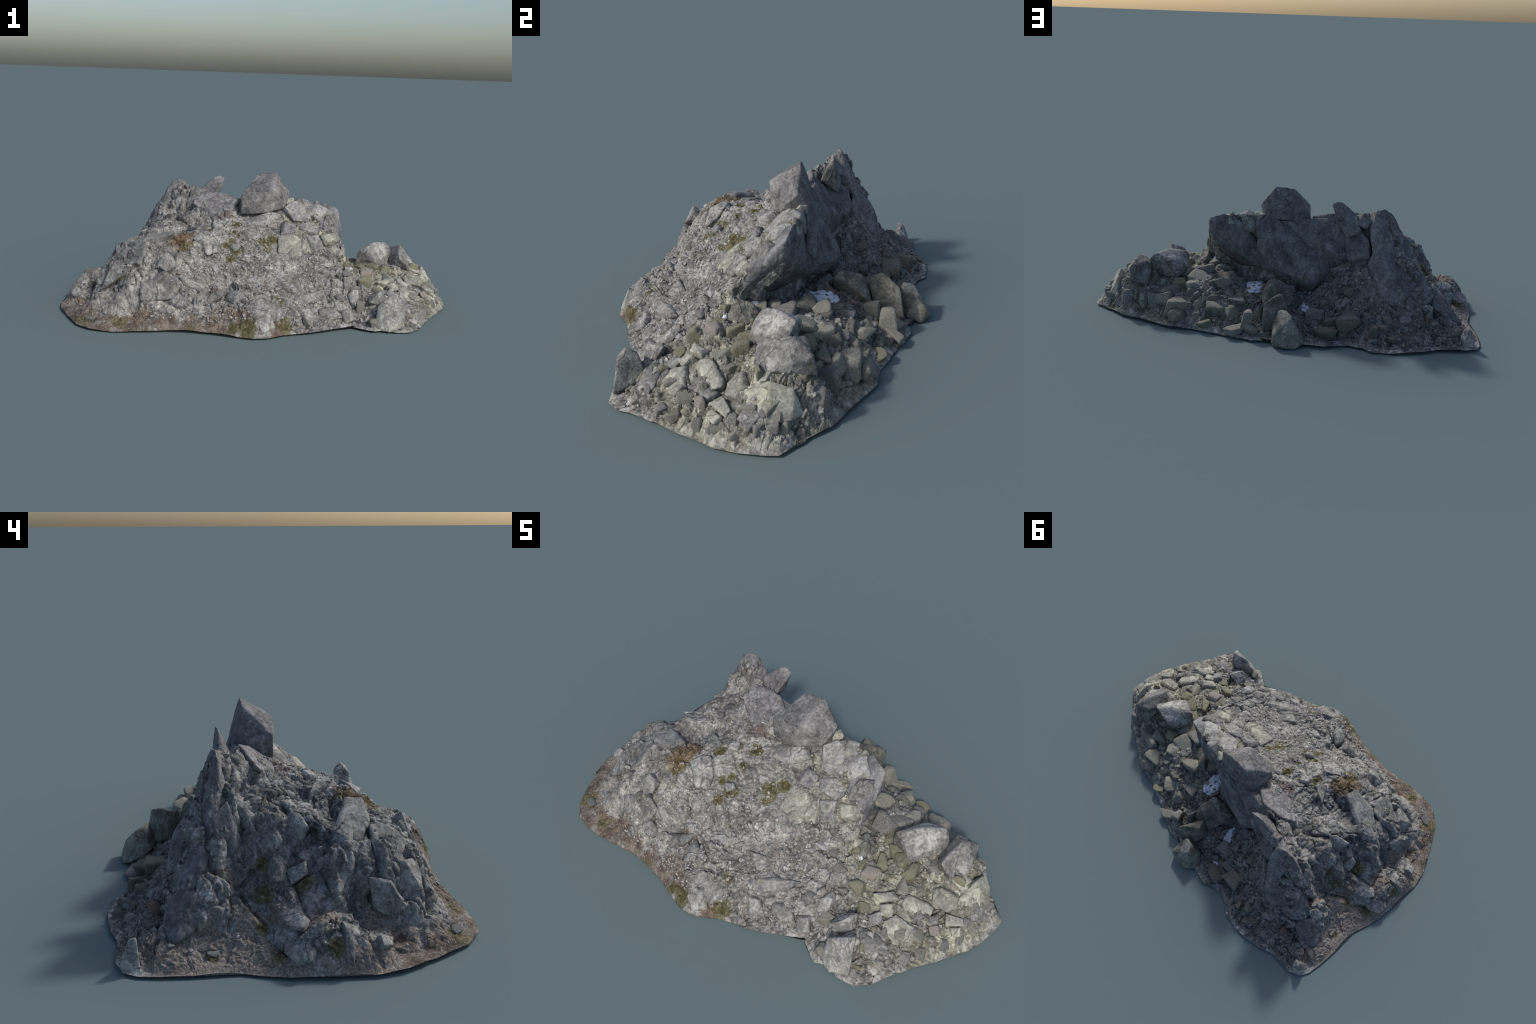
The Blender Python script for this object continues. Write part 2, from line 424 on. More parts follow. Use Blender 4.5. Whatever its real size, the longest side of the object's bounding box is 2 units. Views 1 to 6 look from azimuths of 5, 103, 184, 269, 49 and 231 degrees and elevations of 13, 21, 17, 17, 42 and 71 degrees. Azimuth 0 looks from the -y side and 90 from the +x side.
section(-0.75,
        slope=[(-0.649, 0.000), (-0.547, 0.041), (-0.445, 0.139), (-0.343, 0.175), (-0.241, 0.223), (-0.139, 0.206), (-0.037, 0.177), (0.064, 0.136), (0.166, 0.162), (0.268, 0.228), (0.370, 0.185)],
        cliff=[(0.390, 0.155), (0.410, 0.140), (0.430, 0.122)],
        back=[(0.465, 0.106), (0.489, 0.084), (0.512, 0.063), (0.536, 0.041), (0.560, 0.022), (0.583, 0.000)])
section(-0.7,
        slope=[(-0.668, 0.000), (-0.567, 0.038), (-0.467, 0.122), (-0.367, 0.248), (-0.267, 0.277), (-0.166, 0.305), (-0.066, 0.211), (0.034, 0.172), (0.134, 0.186), (0.235, 0.254), (0.335, 0.265)],
        cliff=[(0.370, 0.215), (0.395, 0.180), (0.420, 0.150)],
        back=[(0.455, 0.125), (0.486, 0.096), (0.516, 0.068), (0.547, 0.044), (0.578, 0.023), (0.609, 0.000)])
section(-0.65,
        slope=[(-0.673, 0.000), (-0.575, 0.044), (-0.477, 0.135), (-0.379, 0.271), (-0.282, 0.296), (-0.184, 0.325), (-0.086, 0.276), (0.012, 0.248), (0.109, 0.249), (0.207, 0.308), (0.305, 0.355)],
        cliff=[(0.345, 0.280), (0.380, 0.220), (0.405, 0.175)],
        back=[(0.440, 0.153), (0.476, 0.111), (0.513, 0.078), (0.549, 0.051), (0.586, 0.028), (0.622, 0.000)])
section(-0.6,
        slope=[(-0.671, 0.000), (-0.574, 0.049), (-0.477, 0.202), (-0.380, 0.298), (-0.283, 0.345), (-0.186, 0.342), (-0.088, 0.362), (0.009, 0.300), (0.106, 0.313), (0.203, 0.403), (0.300, 0.405)],
        cliff=[(0.340, 0.330), (0.370, 0.270), (0.395, 0.220)],
        back=[(0.430, 0.165), (0.471, 0.113), (0.512, 0.080), (0.553, 0.054), (0.594, 0.030), (0.635, 0.000)])
section(-0.55,
        slope=[(-0.663, 0.000), (-0.568, 0.051), (-0.472, 0.231), (-0.377, 0.325), (-0.282, 0.366), (-0.187, 0.346), (-0.091, 0.386), (0.004, 0.367), (0.099, 0.369), (0.195, 0.476), (0.290, 0.480)],
        cliff=[(0.325, 0.410), (0.350, 0.340), (0.375, 0.265)],
        back=[(0.410, 0.184), (0.457, 0.125), (0.504, 0.090), (0.551, 0.062), (0.598, 0.035), (0.645, 0.000)])
section(-0.5,
        slope=[(-0.653, 0.000), (-0.562, 0.083), (-0.471, 0.253), (-0.381, 0.336), (-0.290, 0.373), (-0.199, 0.357), (-0.108, 0.361), (-0.017, 0.411), (0.073, 0.396), (0.164, 0.479), (0.255, 0.585)],
        cliff=[(0.280, 0.500), (0.305, 0.410), (0.335, 0.310)],
        back=[(0.370, 0.238), (0.424, 0.166), (0.478, 0.116), (0.532, 0.079), (0.586, 0.049), (0.640, 0.000)])
section(-0.4,
        slope=[(-0.628, 0.000), (-0.546, 0.115), (-0.464, 0.242), (-0.383, 0.326), (-0.301, 0.394), (-0.219, 0.394), (-0.137, 0.371), (-0.055, 0.379), (0.026, 0.423), (0.108, 0.469), (0.190, 0.560)],
        cliff=[(0.230, 0.490), (0.260, 0.410), (0.285, 0.335)],
        back=[(0.320, 0.319), (0.377, 0.211), (0.434, 0.144), (0.491, 0.089), (0.549, 0.043), (0.606, 0.000)])
section(-0.3,
        slope=[(-0.618, 0.000), (-0.539, 0.098), (-0.461, 0.204), (-0.383, 0.301), (-0.305, 0.356), (-0.226, 0.404), (-0.148, 0.406), (-0.070, 0.409), (0.008, 0.440), (0.087, 0.497), (0.165, 0.548)],
        cliff=[(0.200, 0.450), (0.230, 0.360), (0.255, 0.285)],
        back=[(0.290, 0.260), (0.351, 0.185), (0.412, 0.151), (0.473, 0.093), (0.534, 0.036), (0.595, 0.000)])
section(-0.2,
        slope=[(-0.619, 0.000), (-0.540, 0.095), (-0.461, 0.175), (-0.382, 0.251), (-0.303, 0.311), (-0.224, 0.380), (-0.146, 0.410), (-0.067, 0.426), (0.012, 0.453), (0.091, 0.499), (0.170, 0.535)],
        cliff=[(0.195, 0.400), (0.225, 0.250), (0.235, 0.180)],
        back=[(0.270, 0.191), (0.341, 0.143), (0.412, 0.109), (0.484, 0.064), (0.555, 0.026), (0.626, 0.000)])
section(-0.1,
        slope=[(-0.633, 0.000), (-0.552, 0.107), (-0.471, 0.158), (-0.389, 0.192), (-0.308, 0.280), (-0.227, 0.345), (-0.145, 0.391), (-0.064, 0.419), (0.017, 0.442), (0.099, 0.484), (0.180, 0.510)],
        cliff=[(0.190, 0.360), (0.210, 0.180), (0.200, 0.120)],
        back=[(0.235, 0.145), (0.315, 0.102), (0.394, 0.094), (0.474, 0.074), (0.553, 0.037), (0.633, 0.000)])
section(0,
        slope=[(-0.650, 0.000), (-0.566, 0.135), (-0.482, 0.181), (-0.398, 0.199), (-0.314, 0.260), (-0.230, 0.305), (-0.146, 0.359), (-0.062, 0.405), (0.022, 0.434), (0.106, 0.476), (0.190, 0.500)],
        cliff=[(0.185, 0.360), (0.180, 0.200), (0.170, 0.145)],
        back=[(0.205, 0.165), (0.290, 0.148), (0.375, 0.126), (0.460, 0.094), (0.545, 0.043), (0.630, 0.000)])
section(0.1,
        slope=[(-0.641, 0.000), (-0.558, 0.117), (-0.475, 0.160), (-0.392, 0.181), (-0.309, 0.215), (-0.226, 0.266), (-0.143, 0.314), (-0.059, 0.369), (0.024, 0.437), (0.107, 0.481), (0.190, 0.500)],
        cliff=[(0.170, 0.360), (0.150, 0.235), (0.160, 0.160)],
        back=[(0.195, 0.164), (0.275, 0.159), (0.355, 0.137), (0.436, 0.083), (0.516, 0.052), (0.596, 0.000)])
section(0.2,
        slope=[(-0.568, 0.000), (-0.493, 0.084), (-0.418, 0.139), (-0.343, 0.161), (-0.269, 0.197), (-0.194, 0.253), (-0.119, 0.330), (-0.044, 0.379), (0.030, 0.431), (0.105, 0.490), (0.180, 0.525)],
        cliff=[(0.155, 0.380), (0.120, 0.240), (0.120, 0.165)],
        back=[(0.155, 0.163), (0.238, 0.160), (0.322, 0.150), (0.405, 0.095), (0.488, 0.057), (0.572, 0.000)])
section(0.32,
        slope=[(-0.516, 0.000), (-0.448, 0.060), (-0.379, 0.105), (-0.310, 0.140), (-0.242, 0.179), (-0.173, 0.242), (-0.104, 0.281), (-0.036, 0.345), (0.033, 0.408), (0.101, 0.476), (0.170, 0.503)],
        cliff=[(0.160, 0.380), (0.060, 0.255), (0.050, 0.190)],
        back=[(0.085, 0.202), (0.175, 0.191), (0.265, 0.192), (0.355, 0.159), (0.445, 0.094), (0.536, 0.000)])
section(0.385,
        slope=[(-0.478, 0.000), (-0.415, 0.056), (-0.352, 0.107), (-0.290, 0.139), (-0.227, 0.169), (-0.164, 0.213), (-0.101, 0.259), (-0.038, 0.317), (0.024, 0.387), (0.087, 0.436), (0.150, 0.475)],
        cliff=[(0.150, 0.370), (0.060, 0.265), (0.045, 0.200)],
        back=[(0.080, 0.210), (0.167, 0.200), (0.254, 0.196), (0.341, 0.166), (0.428, 0.098), (0.516, 0.000)])
section(0.405,
        slope=[(-0.464, 0.000), (-0.405, 0.055), (-0.346, 0.107), (-0.286, 0.138), (-0.227, 0.166), (-0.167, 0.204), (-0.108, 0.247), (-0.048, 0.299), (0.011, 0.368), (0.071, 0.401), (0.130, 0.455)],
        cliff=[(0.115, 0.375), (0.020, 0.265), (0.010, 0.215)],
        back=[(0.045, 0.222), (0.138, 0.195), (0.230, 0.198), (0.323, 0.175), (0.416, 0.110), (0.509, 0.000)])
section(0.412,
        slope=[(-0.460, 0.000), (-0.409, 0.048), (-0.358, 0.096), (-0.307, 0.127), (-0.256, 0.151), (-0.205, 0.178), (-0.154, 0.212), (-0.103, 0.248), (-0.052, 0.293), (-0.001, 0.355), (0.050, 0.380)],
        cliff=[(0.040, 0.335), (0.000, 0.265), (-0.010, 0.220)],
        back=[(0.025, 0.229), (0.121, 0.194), (0.217, 0.199), (0.314, 0.178), (0.410, 0.116), (0.506, 0.000)])
section(0.42,
        slope=[(-0.454, 0.000), (-0.409, 0.043), (-0.364, 0.086), (-0.320, 0.119), (-0.275, 0.141), (-0.230, 0.163), (-0.185, 0.189), (-0.140, 0.219), (-0.095, 0.252), (-0.050, 0.292), (-0.005, 0.345)],
        cliff=[(-0.008, 0.305), (-0.012, 0.265), (-0.020, 0.230)],
        back=[(0.015, 0.231), (0.113, 0.194), (0.210, 0.198), (0.308, 0.179), (0.406, 0.120), (0.503, 0.000)])
section(0.437,
        slope=[(-0.443, 0.000), (-0.401, 0.040), (-0.360, 0.081), (-0.319, 0.114), (-0.278, 0.137), (-0.236, 0.157), (-0.195, 0.180), (-0.154, 0.206), (-0.113, 0.234), (-0.071, 0.265), (-0.030, 0.272)],
        cliff=[(-0.032, 0.262), (-0.032, 0.250), (-0.025, 0.238)],
        back=[(0.010, 0.227), (0.108, 0.191), (0.206, 0.197), (0.304, 0.176), (0.402, 0.121), (0.500, 0.000)])
section(0.452,
        slope=[(-0.433, 0.000), (-0.375, 0.054), (-0.318, 0.110), (-0.261, 0.151), (-0.204, 0.184), (-0.146, 0.216), (-0.089, 0.238), (-0.032, 0.231), (0.025, 0.216), (0.083, 0.196), (0.140, 0.181)],
        cliff=[(0.150, 0.181), (0.160, 0.184), (0.170, 0.187)],
        back=[(0.185, 0.193), (0.248, 0.192), (0.311, 0.169), (0.374, 0.140), (0.437, 0.078), (0.500, 0.000)])
section(0.49,
        slope=[(-0.408, 0.000), (-0.353, 0.061), (-0.298, 0.114), (-0.243, 0.150), (-0.189, 0.180), (-0.134, 0.211), (-0.079, 0.226), (-0.024, 0.212), (0.030, 0.200), (0.085, 0.191), (0.140, 0.186)],
        cliff=[(0.150, 0.188), (0.160, 0.191), (0.170, 0.194)],
        back=[(0.185, 0.200), (0.248, 0.183), (0.311, 0.151), (0.374, 0.120), (0.437, 0.072), (0.500, 0.000)])
section(0.54,
        slope=[(-0.420, 0.000), (-0.364, 0.051), (-0.308, 0.102), (-0.252, 0.137), (-0.196, 0.164), (-0.140, 0.190), (-0.084, 0.205), (-0.028, 0.203), (0.028, 0.198), (0.084, 0.190), (0.140, 0.193)],
        cliff=[(0.150, 0.194), (0.160, 0.196), (0.170, 0.196)],
        back=[(0.185, 0.196), (0.248, 0.154), (0.311, 0.131), (0.374, 0.108), (0.437, 0.072), (0.500, 0.000)])
section(0.62,
        slope=[(-0.433, 0.000), (-0.376, 0.053), (-0.318, 0.105), (-0.261, 0.128), (-0.204, 0.144), (-0.147, 0.168), (-0.089, 0.182), (-0.032, 0.182), (0.025, 0.196), (0.083, 0.207), (0.140, 0.208)],
        cliff=[(0.150, 0.207), (0.160, 0.205), (0.170, 0.203)],
        back=[(0.185, 0.198), (0.240, 0.173), (0.296, 0.141), (0.351, 0.112), (0.407, 0.077), (0.462, 0.000)])
section(0.7,
        slope=[(-0.415, 0.000), (-0.359, 0.060), (-0.304, 0.102), (-0.248, 0.117), (-0.193, 0.122), (-0.137, 0.156), (-0.082, 0.179), (-0.026, 0.170), (0.029, 0.172), (0.085, 0.205), (0.140, 0.217)],
        cliff=[(0.150, 0.218), (0.160, 0.219), (0.170, 0.219)],
        back=[(0.185, 0.218), (0.233, 0.202), (0.282, 0.165), (0.330, 0.120), (0.378, 0.067), (0.426, 0.000)])
section(0.78,
        slope=[(-0.404, 0.000), (-0.350, 0.040), (-0.296, 0.069), (-0.241, 0.091), (-0.187, 0.116), (-0.132, 0.139), (-0.078, 0.141), (-0.023, 0.136), (0.031, 0.133), (0.086, 0.161), (0.140, 0.200)],
        cliff=[(0.150, 0.205), (0.160, 0.209), (0.170, 0.213)],
        back=[(0.185, 0.216), (0.227, 0.212), (0.270, 0.193), (0.312, 0.160), (0.354, 0.101), (0.396, 0.000)])
section(0.86,
        slope=[(-0.333, 0.000), (-0.286, 0.028), (-0.239, 0.047), (-0.191, 0.070), (-0.144, 0.093), (-0.097, 0.101), (-0.049, 0.100), (-0.002, 0.112), (0.045, 0.125), (0.093, 0.144), (0.140, 0.169)],
        cliff=[(0.150, 0.174), (0.160, 0.178), (0.170, 0.181)],
        back=[(0.185, 0.183), (0.220, 0.166), (0.254, 0.147), (0.289, 0.127), (0.323, 0.090), (0.358, 0.000)])
section(0.94,
        slope=[(-0.280, 0.000), (-0.238, 0.023), (-0.196, 0.033), (-0.154, 0.042), (-0.112, 0.052), (-0.070, 0.072), (-0.028, 0.079), (0.014, 0.081), (0.056, 0.082), (0.098, 0.083), (0.140, 0.091)],
        cliff=[(0.150, 0.092), (0.160, 0.093), (0.170, 0.093)],
        back=[(0.185, 0.091), (0.213, 0.081), (0.241, 0.062), (0.269, 0.057), (0.297, 0.050), (0.325, 0.000)])
section(1.0,
        slope=[(-0.240, 0.000), (-0.202, 0.000), (-0.164, 0.000), (-0.126, 0.000), (-0.088, 0.000), (-0.050, 0.000), (-0.012, 0.000), (0.026, 0.000), (0.064, 0.000), (0.102, 0.000), (0.140, 0.000)],
        cliff=[(0.150, 0.000), (0.160, 0.000), (0.170, 0.000)],
        back=[(0.185, 0.000), (0.208, 0.000), (0.231, 0.000), (0.254, 0.000), (0.277, 0.000), (0.300, 0.000)])

RIM_SOUTH = [(-0.9, -0.476), (-0.862, -0.533), (-0.807, -0.61), (-0.726, -0.665), (-0.625, -0.675), (-0.531, -0.66), (-0.441, -0.64),
             (-0.372, -0.62), (-0.248, -0.616), (-0.161, -0.621), (-0.043, -0.645), (0.04, -0.655), (0.106, -0.64), (0.176, -0.58),
             (0.235, -0.55), (0.304, -0.525), (0.369, -0.489), (0.441, -0.44), (0.5, -0.401), (0.54, -0.42), (0.6, -0.445),
             (0.645, -0.418), (0.70, -0.43), (0.775, -0.412), (0.82, -0.36)]
RIM_NORTH = [(-0.9, 0.562), (-0.861, 0.565), (-0.767, 0.575), (-0.697, 0.61), (-0.6, 0.635), (-0.551, 0.645), (-0.497, 0.64),
             (-0.453, 0.645), (-0.413, 0.61), (-0.338, 0.585), (-0.3, 0.595), (-0.219, 0.63), (-0.149, 0.615), (-0.08, 0.62),
             (0.0, 0.61), (0.06, 0.59), (0.124, 0.6), (0.18, 0.58), (0.24, 0.555), (0.343, 0.53), (0.43, 0.5), (0.543, 0.5),
             (0.624, 0.46), (0.737, 0.41), (0.82, 0.376)]
RIM_WEST = [(-0.46, -0.915), (-0.42, -0.935), (-0.366, -0.965), (-0.28, -0.99), (-0.117, -1.0), (0.0, -1.0), (0.08, -0.985),
            (0.156, -0.97), (0.233, -0.976), (0.3, -0.982), (0.41, -0.985), (0.48, -0.98), (0.54, -0.955)]
RIM_EAST = [(-0.25, 0.865), (-0.2, 0.88), (-0.11, 0.93), (-0.03, 0.96), (0.02, 0.985), (0.1, 0.998), (0.19, 1.0),
            (0.235, 0.995), (0.271, 0.946), (0.31, 0.90)]

# clefts that run down the western end (negative depth: ribs), with width and depth
GULLIES = [
    ([(-0.40, 0.11, 0.47), (-0.45, 0.13, 0.45), (-0.54, 0.165, 0.45), (-0.60, 0.16, 0.36), (-0.64, 0.14, 0.27)], 0.022, 0.030),
    ([(-0.64, 0.13, 0.27), (-0.68, 0.09, 0.21), (-0.714, 0.085, 0.165), (-0.80, 0.06, 0.11), (-0.867, 0.047, 0.074), (-0.93, 0.045, 0.045)], 0.022, 0.016),
    ([(-0.52, 0.26, 0.50), (-0.575, 0.265, 0.43), (-0.62, 0.275, 0.37), (-0.68, 0.27, 0.28), (-0.72, 0.25, 0.22)], 0.018, 0.030),
    ([(-0.594, 0.165, 0.458), (-0.649, 0.166, 0.34), (-0.70, 0.15, 0.22)], 0.016, 0.021),
    ([(-0.618, -0.105, 0.352), (-0.65, -0.09, 0.294), (-0.70, -0.09, 0.20)], 0.018, 0.024),
    ([(-0.636, -0.14, 0.335), (-0.687, -0.13, 0.263), (-0.747, -0.125, 0.191)], 0.016, 0.024),
    ([(-0.715, -0.235, 0.30), (-0.755, -0.225, 0.22), (-0.79, -0.22, 0.16)], 0.02, 0.030),
    ([(-0.56, -0.20, 0.37), (-0.663, -0.182, 0.334), (-0.72, -0.17, 0.26), (-0.77, -0.17, 0.17)], 0.03, -0.024),
    ([(-0.60, 0.02, 0.29), (-0.66, 0.03, 0.22), (-0.703, 0.05, 0.161)], 0.025, -0.021),
    ([(-0.62, 0.22, 0.44), (-0.65, 0.25, 0.37), (-0.68, 0.24, 0.27)], 0.03, -0.021),
    ([(-0.47, -0.40, 0.30), (-0.50, -0.47, 0.22), (-0.52, -0.54, 0.14)], 0.02, 0.027),
    ([(-0.20, -0.49, 0.13), (-0.142, -0.46, 0.14), (-0.10, -0.46, 0.15)], 0.025, 0.045),
]

def path_distance(p, path):
    best = np.full(len(p), 9.0)
    for a, b in zip(np.array(path[:-1]), np.array(path[1:])):
        ab = b - a
        t = np.clip((p - a) @ ab / (ab @ ab), 0, 1)
        best = np.minimum(best, np.linalg.norm(p - a - t[:, None] * ab, axis=1))
    return best

def slopes(x, y):
    """Monotone-ish Hermite slopes for columns y over stations x."""
    h = np.diff(x)[:, None]
    d = np.diff(y, axis=0) / h
    m = np.zeros_like(y)
    m[1:-1] = np.where(d[:-1] * d[1:] > 0, 2 * d[:-1] * d[1:] / (d[:-1] + d[1:] + 1e-12 * np.sign(d[:-1] + d[1:] + 1e-20)), 0)
    m[0], m[-1] = d[0], d[-1]
    return m

def hermite(x, y, q):
    x = np.asarray(x, float)
    m = slopes(x, y)
    i = np.clip(np.searchsorted(x, q, side="right") - 1, 0, len(x) - 2)
    h = (x[i + 1] - x[i])[:, None]
    t = ((q - x[i]) / h[:, 0])[:, None]
    return ((1 + 2 * t) * (1 - t) ** 2 * y[i] + t * (1 - t) ** 2 * h * m[i]
            + t * t * (3 - 2 * t) * y[i + 1] + t * t * (t - 1) * h * m[i + 1])

def build_body(nx=700, npr=500):
    xs = np.array([s[0] for s in SECTIONS])
    keys = np.array([s[1] for s in SECTIONS])              # stations, points, 2
    # more columns where the prow of the cliff drops to the gully
    dens = np.interp(np.linspace(-1, 1, 2001), [-1, 0.37, 0.385, 0.44, 0.455, 1], [1, 1, 5, 5, 1, 1])
    cum = np.cumsum(dens); cum = (cum - cum[0]) / (cum[-1] - cum[0])
    u = np.interp(np.linspace(0, 1, nx), cum, np.linspace(-1, 1, 2001))
    k = hermite(xs, keys.reshape(len(xs), -1), u).reshape(nx, 20, 2)
    mid = np.abs(u + 0.04) <= 0.86
    for key, rim in ((0, RIM_SOUTH), (19, RIM_NORTH)):
        y = np.interp(u, *np.array(rim).T)
        k[mid, key, 0] = y[mid]
    # the sheet ends in an edge that hovers about a centimetre up
    def lip(x, y):
        return 0.009 + 0.004 * np.sin(9 * x + 4 * y) + 0.002 * np.sin(31 * x - 17 * y)
    k[:, 0, 1] = lip(u, k[:, 0, 0]); k[:, -1, 1] = lip(u, k[:, -1, 0])
    for end in (0, -1):
        k[end, :, 1] = lip(u[end], k[end, :, 0])
    # profile parameter: more samples on the cliff
    w = np.array([0.75] * 10 + [1.1, 1.3, 0.7, 0.6] + [0.8] * 5)
    kp = np.r_[0, np.cumsum(w)]
    t = np.linspace(0, kp[-1], npr)
    P = np.zeros((nx, npr, 3))
    cols = k.transpose(1, 0, 2).reshape(20, -1)
    v = hermite(kp, cols, t).reshape(npr, nx, 2)
    P[:, :, 1] = v[:, :, 0].T
    P[:, :, 2] = v[:, :, 1].T
    uu = np.repeat(u[:, None], npr, 1)
    y = P[:, :, 1]
    west = -0.9 + (-0.9 - uu) / 0.1 * (np.interp(y, *np.array(RIM_WEST).T) + 0.9)
    east = 0.82 + (uu - 0.82) / 0.18 * (np.interp(y, *np.array(RIM_EAST).T) - 0.82)
    P[:, :, 0] = np.where(uu < -0.9, west, np.where(uu > 0.82, east, uu))
    # normals of the smooth form
    du = np.gradient(P, axis=0); dv = np.gradient(P, axis=1)
    N = np.cross(du, dv).reshape(-1, 3)
    N /= np.linalg.norm(N, axis=1)[:, None] + 1e-9
    p = P.reshape(-1, 3)
    x, y, z = p.T
    tt = np.tile(t, nx)
    edge = np.minimum.reduce([np.tile(np.arange(npr), nx) / 16.0, np.tile(np.arange(npr)[::-1], nx) / 16.0,
                              np.repeat(np.arange(nx), npr) / 14.0, np.repeat(np.arange(nx)[::-1], npr) / 14.0])
    fade = step(0, 1, edge)
    # where each kind of ground lies
    back = step(kp[13], kp[14], tt)
    cliff = step(kp[10] - 0.1, kp[10] + 0.2, tt) * (1 - back) * (1 - step(0.43, 0.45, x))
    easty = step(0.42, 0.52, x)
    flank = step(-0.28, -0.48, x) * (1 - back)
    crag = step(0.26, 0.40, z) * (1 - cliff) * (1 - back)
    scree = (1 - flank) * (1 - crag) * (1 - easty) * (1 - back) * (1 - cliff)
    talus = back * (1 - easty)
    q = p + 0.009 * np.stack([fbm(p * 10 + 5, 2, 40), fbm(p * 10 + 25, 2, 41), fbm(p * 10 + 45, 2, 42)], 1)
    big = blocky(q, 0.16, 451, (1, 1, 0.8), 0.8, 0.3)
    ribs = blocky(q, 0.20, 562, (1, 1, 0.42), 0.9, 0.45)
    med = blocky(q, 0.07, 2, (1, 1, 0.85), 0.9, 0.35)
    sml = blocky(q, 0.031, 3, (1, 1, 1), 0.9, 0.35)
    tiny = blocky(q, 0.015, 4, (1, 1, 1), 0.9, 0.3)
    st = stony(q, 0.036, 8) - 0.5
    slab = step(0.02, 0.25, fbm(p * 7 + 3, 3, 60))           # bare rock among the scree
    h = (0.45 * flank + 0.55 * flank * step(0.05, 0.13, z)) * (0.020 * big + 0.034 * ribs + 0.009 * med + 0.003 * sml)
    h += crag * (1 - flank) * (0.010 * big + 0.012 * med + 0.004 * sml)
    h += cliff * (0.012 * big + 0.010 * med + 0.004 * sml)
    h += easty * (0.016 * blocky(q, 0.11, 5, (1, 1, 0.6), 0.9, 0.4) + 0.012 * med + 0.005 * sml - 0.008)
    h += scree * (slab * ((0.020 + 0.014 * step(0.0, -0.25, x)) * blocky(q, 0.10, 6, (1, 1, 0.8), 0.9, 0.4) + 0.004) + (1 - slab) * (0.005 * med + 0.007 * sml) + 0.003 * sml)
    h += talus * (0.010 * med + 0.008 * st + 0.008 * sml - 0.004)
    h += (1 - cliff) * (1 - 0.6 * slab) * 0.003 * tiny
    # open joints between the blocks
    f1, f2, _, rj = cells(q / 0.125 * np.array((1, 1, 0.75)), 21)
    joint = (1 - step(0.0, 0.10, f2 - f1)) * step(0.25, 0.6, rj[:, 0])
    g1, g2, _, rk = cells(q / 0.058, 22)
    joint2 = (1 - step(0.0, 0.14, g2 - g1)) * step(0.3, 0.7, rk[:, 0])
    flank_rock = flank * step(0.06, 0.14, z)
    rocky = np.clip(flank_rock + 0.9 * easty + crag + 0.8 * slab * scree + 0.4 * talus, 0, 1) * (1 - cliff)
    h -= rocky * (0.013 * joint + 0.0065 * joint2)
    for path, wide, deep in GULLIES:
        h -= deep * np.exp(-(path_distance(p, path) / wide) ** 2)
    h += 0.005 * fbm(p * 22, 4, 50) + 0.002 * fbm(p * 120, 3, 55)
    p = p + N * (h * fade)[:, None]
    p[:, 2] = np.maximum(p[:, 2], lip(p[:, 0], p[:, 1]) * (1 - fade) + 0.019 * fade)
    idx = np.arange(nx * npr).reshape(nx, npr)
    quads = np.stack([idx[:-1, :-1], idx[1:, :-1], idx[1:, 1:], idx[:-1, 1:]], -1).reshape(-1, 4)
    loop = list(idx[:, 0]) + list(idx[-1, 1:]) + list(idx[-2::-1, -1]) + list(idx[0, -2:0:-1])
    faces = quads.tolist() + [[int(i) for i in loop[::-1]]]
    return p, N, faces, dict(x=p[:, 0], scree=scree, talus=talus, easty=easty, flank=flank, crag=crag, cliff=cliff, edge=edge, quads=quads)

BODY_P, BODY_N, BODY_F, ZONE = build_body()
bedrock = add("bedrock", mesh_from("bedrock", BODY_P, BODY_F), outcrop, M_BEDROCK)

# ------------------------------------------------------------------ rocks with known corners
hull_rock("cap_boulder", [
    (0.061, 0.161, 0.672), (-0.036, 0.150, 0.660), (-0.062, 0.146, 0.615), (0.136, 0.157, 0.574), (0.122, 0.15, 0.515),
    (-0.027, 0.022, 0.592), (0.055, 0.035, 0.60), (-0.106, 0.028, 0.460), (-0.110, 0.031, 0.553), (-0.115, 0.158, 0.527), (-0.118, 0.15, 0.485),
    (0.108, 0.085, 0.492), (0.0, 0.03, 0.47), (0.13, 0.11, 0.53), (0.09, 0.205, 0.515), (-0.08, 0.19, 0.505), (0.02, 0.13, 0.48)], M_CREST, outcrop, sharp=60, rough=0.022, seed=3, level=6)
hull_rock("summit_pinnacle", [
    (-0.496, 0.243, 0.600), (-0.455, 0.26, 0.590), (-0.527, 0.235, 0.577), (-0.55, 0.228, 0.535), (-0.41, 0.20, 0.56), (-0.43, 0.285, 0.49),
    (-0.576, 0.255, 0.502), (-0.62, 0.262, 0.438), (-0.645, 0.262, 0.392), (-0.662, 0.235, 0.33), (-0.52, 0.19, 0.44), (-0.42, 0.17, 0.50), (-0.51, 0.315, 0.46), (-0.53, 0.32, 0.42), (-0.44, 0.32, 0.40), (-0.66, 0.22, 0.28), (-0.55, 0.33, 0.28)],
    M_CREST, outcrop, sharp=50, rough=0.05, seed=5, level=6)
hull_rock("leaning_slab", [
    (-0.251, 0.250, 0.632), (-0.228, 0.253, 0.615), (-0.278, 0.240, 0.627), (-0.235, 0.235, 0.60), (-0.262, 0.19, 0.515),
    (-0.275, 0.258, 0.505), (-0.35, 0.235, 0.565), (-0.39, 0.20, 0.52), (-0.38, 0.265, 0.48), (-0.31, 0.255, 0.45), (-0.32, 0.18, 0.50)],
    M_CREST, outcrop, sharp=60, rough=0.03, seed=8)
hull_rock("summit_horn", [
    (-0.392, 0.239, 0.580), (-0.355, 0.215, 0.55), (-0.43, 0.19, 0.545), (-0.43, 0.26, 0.54), (-0.36, 0.25, 0.52),
    (-0.45, 0.18, 0.50), (-0.37, 0.18, 0.51), (-0.40, 0.27, 0.50)], M_CREST, outcrop, sharp=60, rough=0.03, seed=9, level=4)
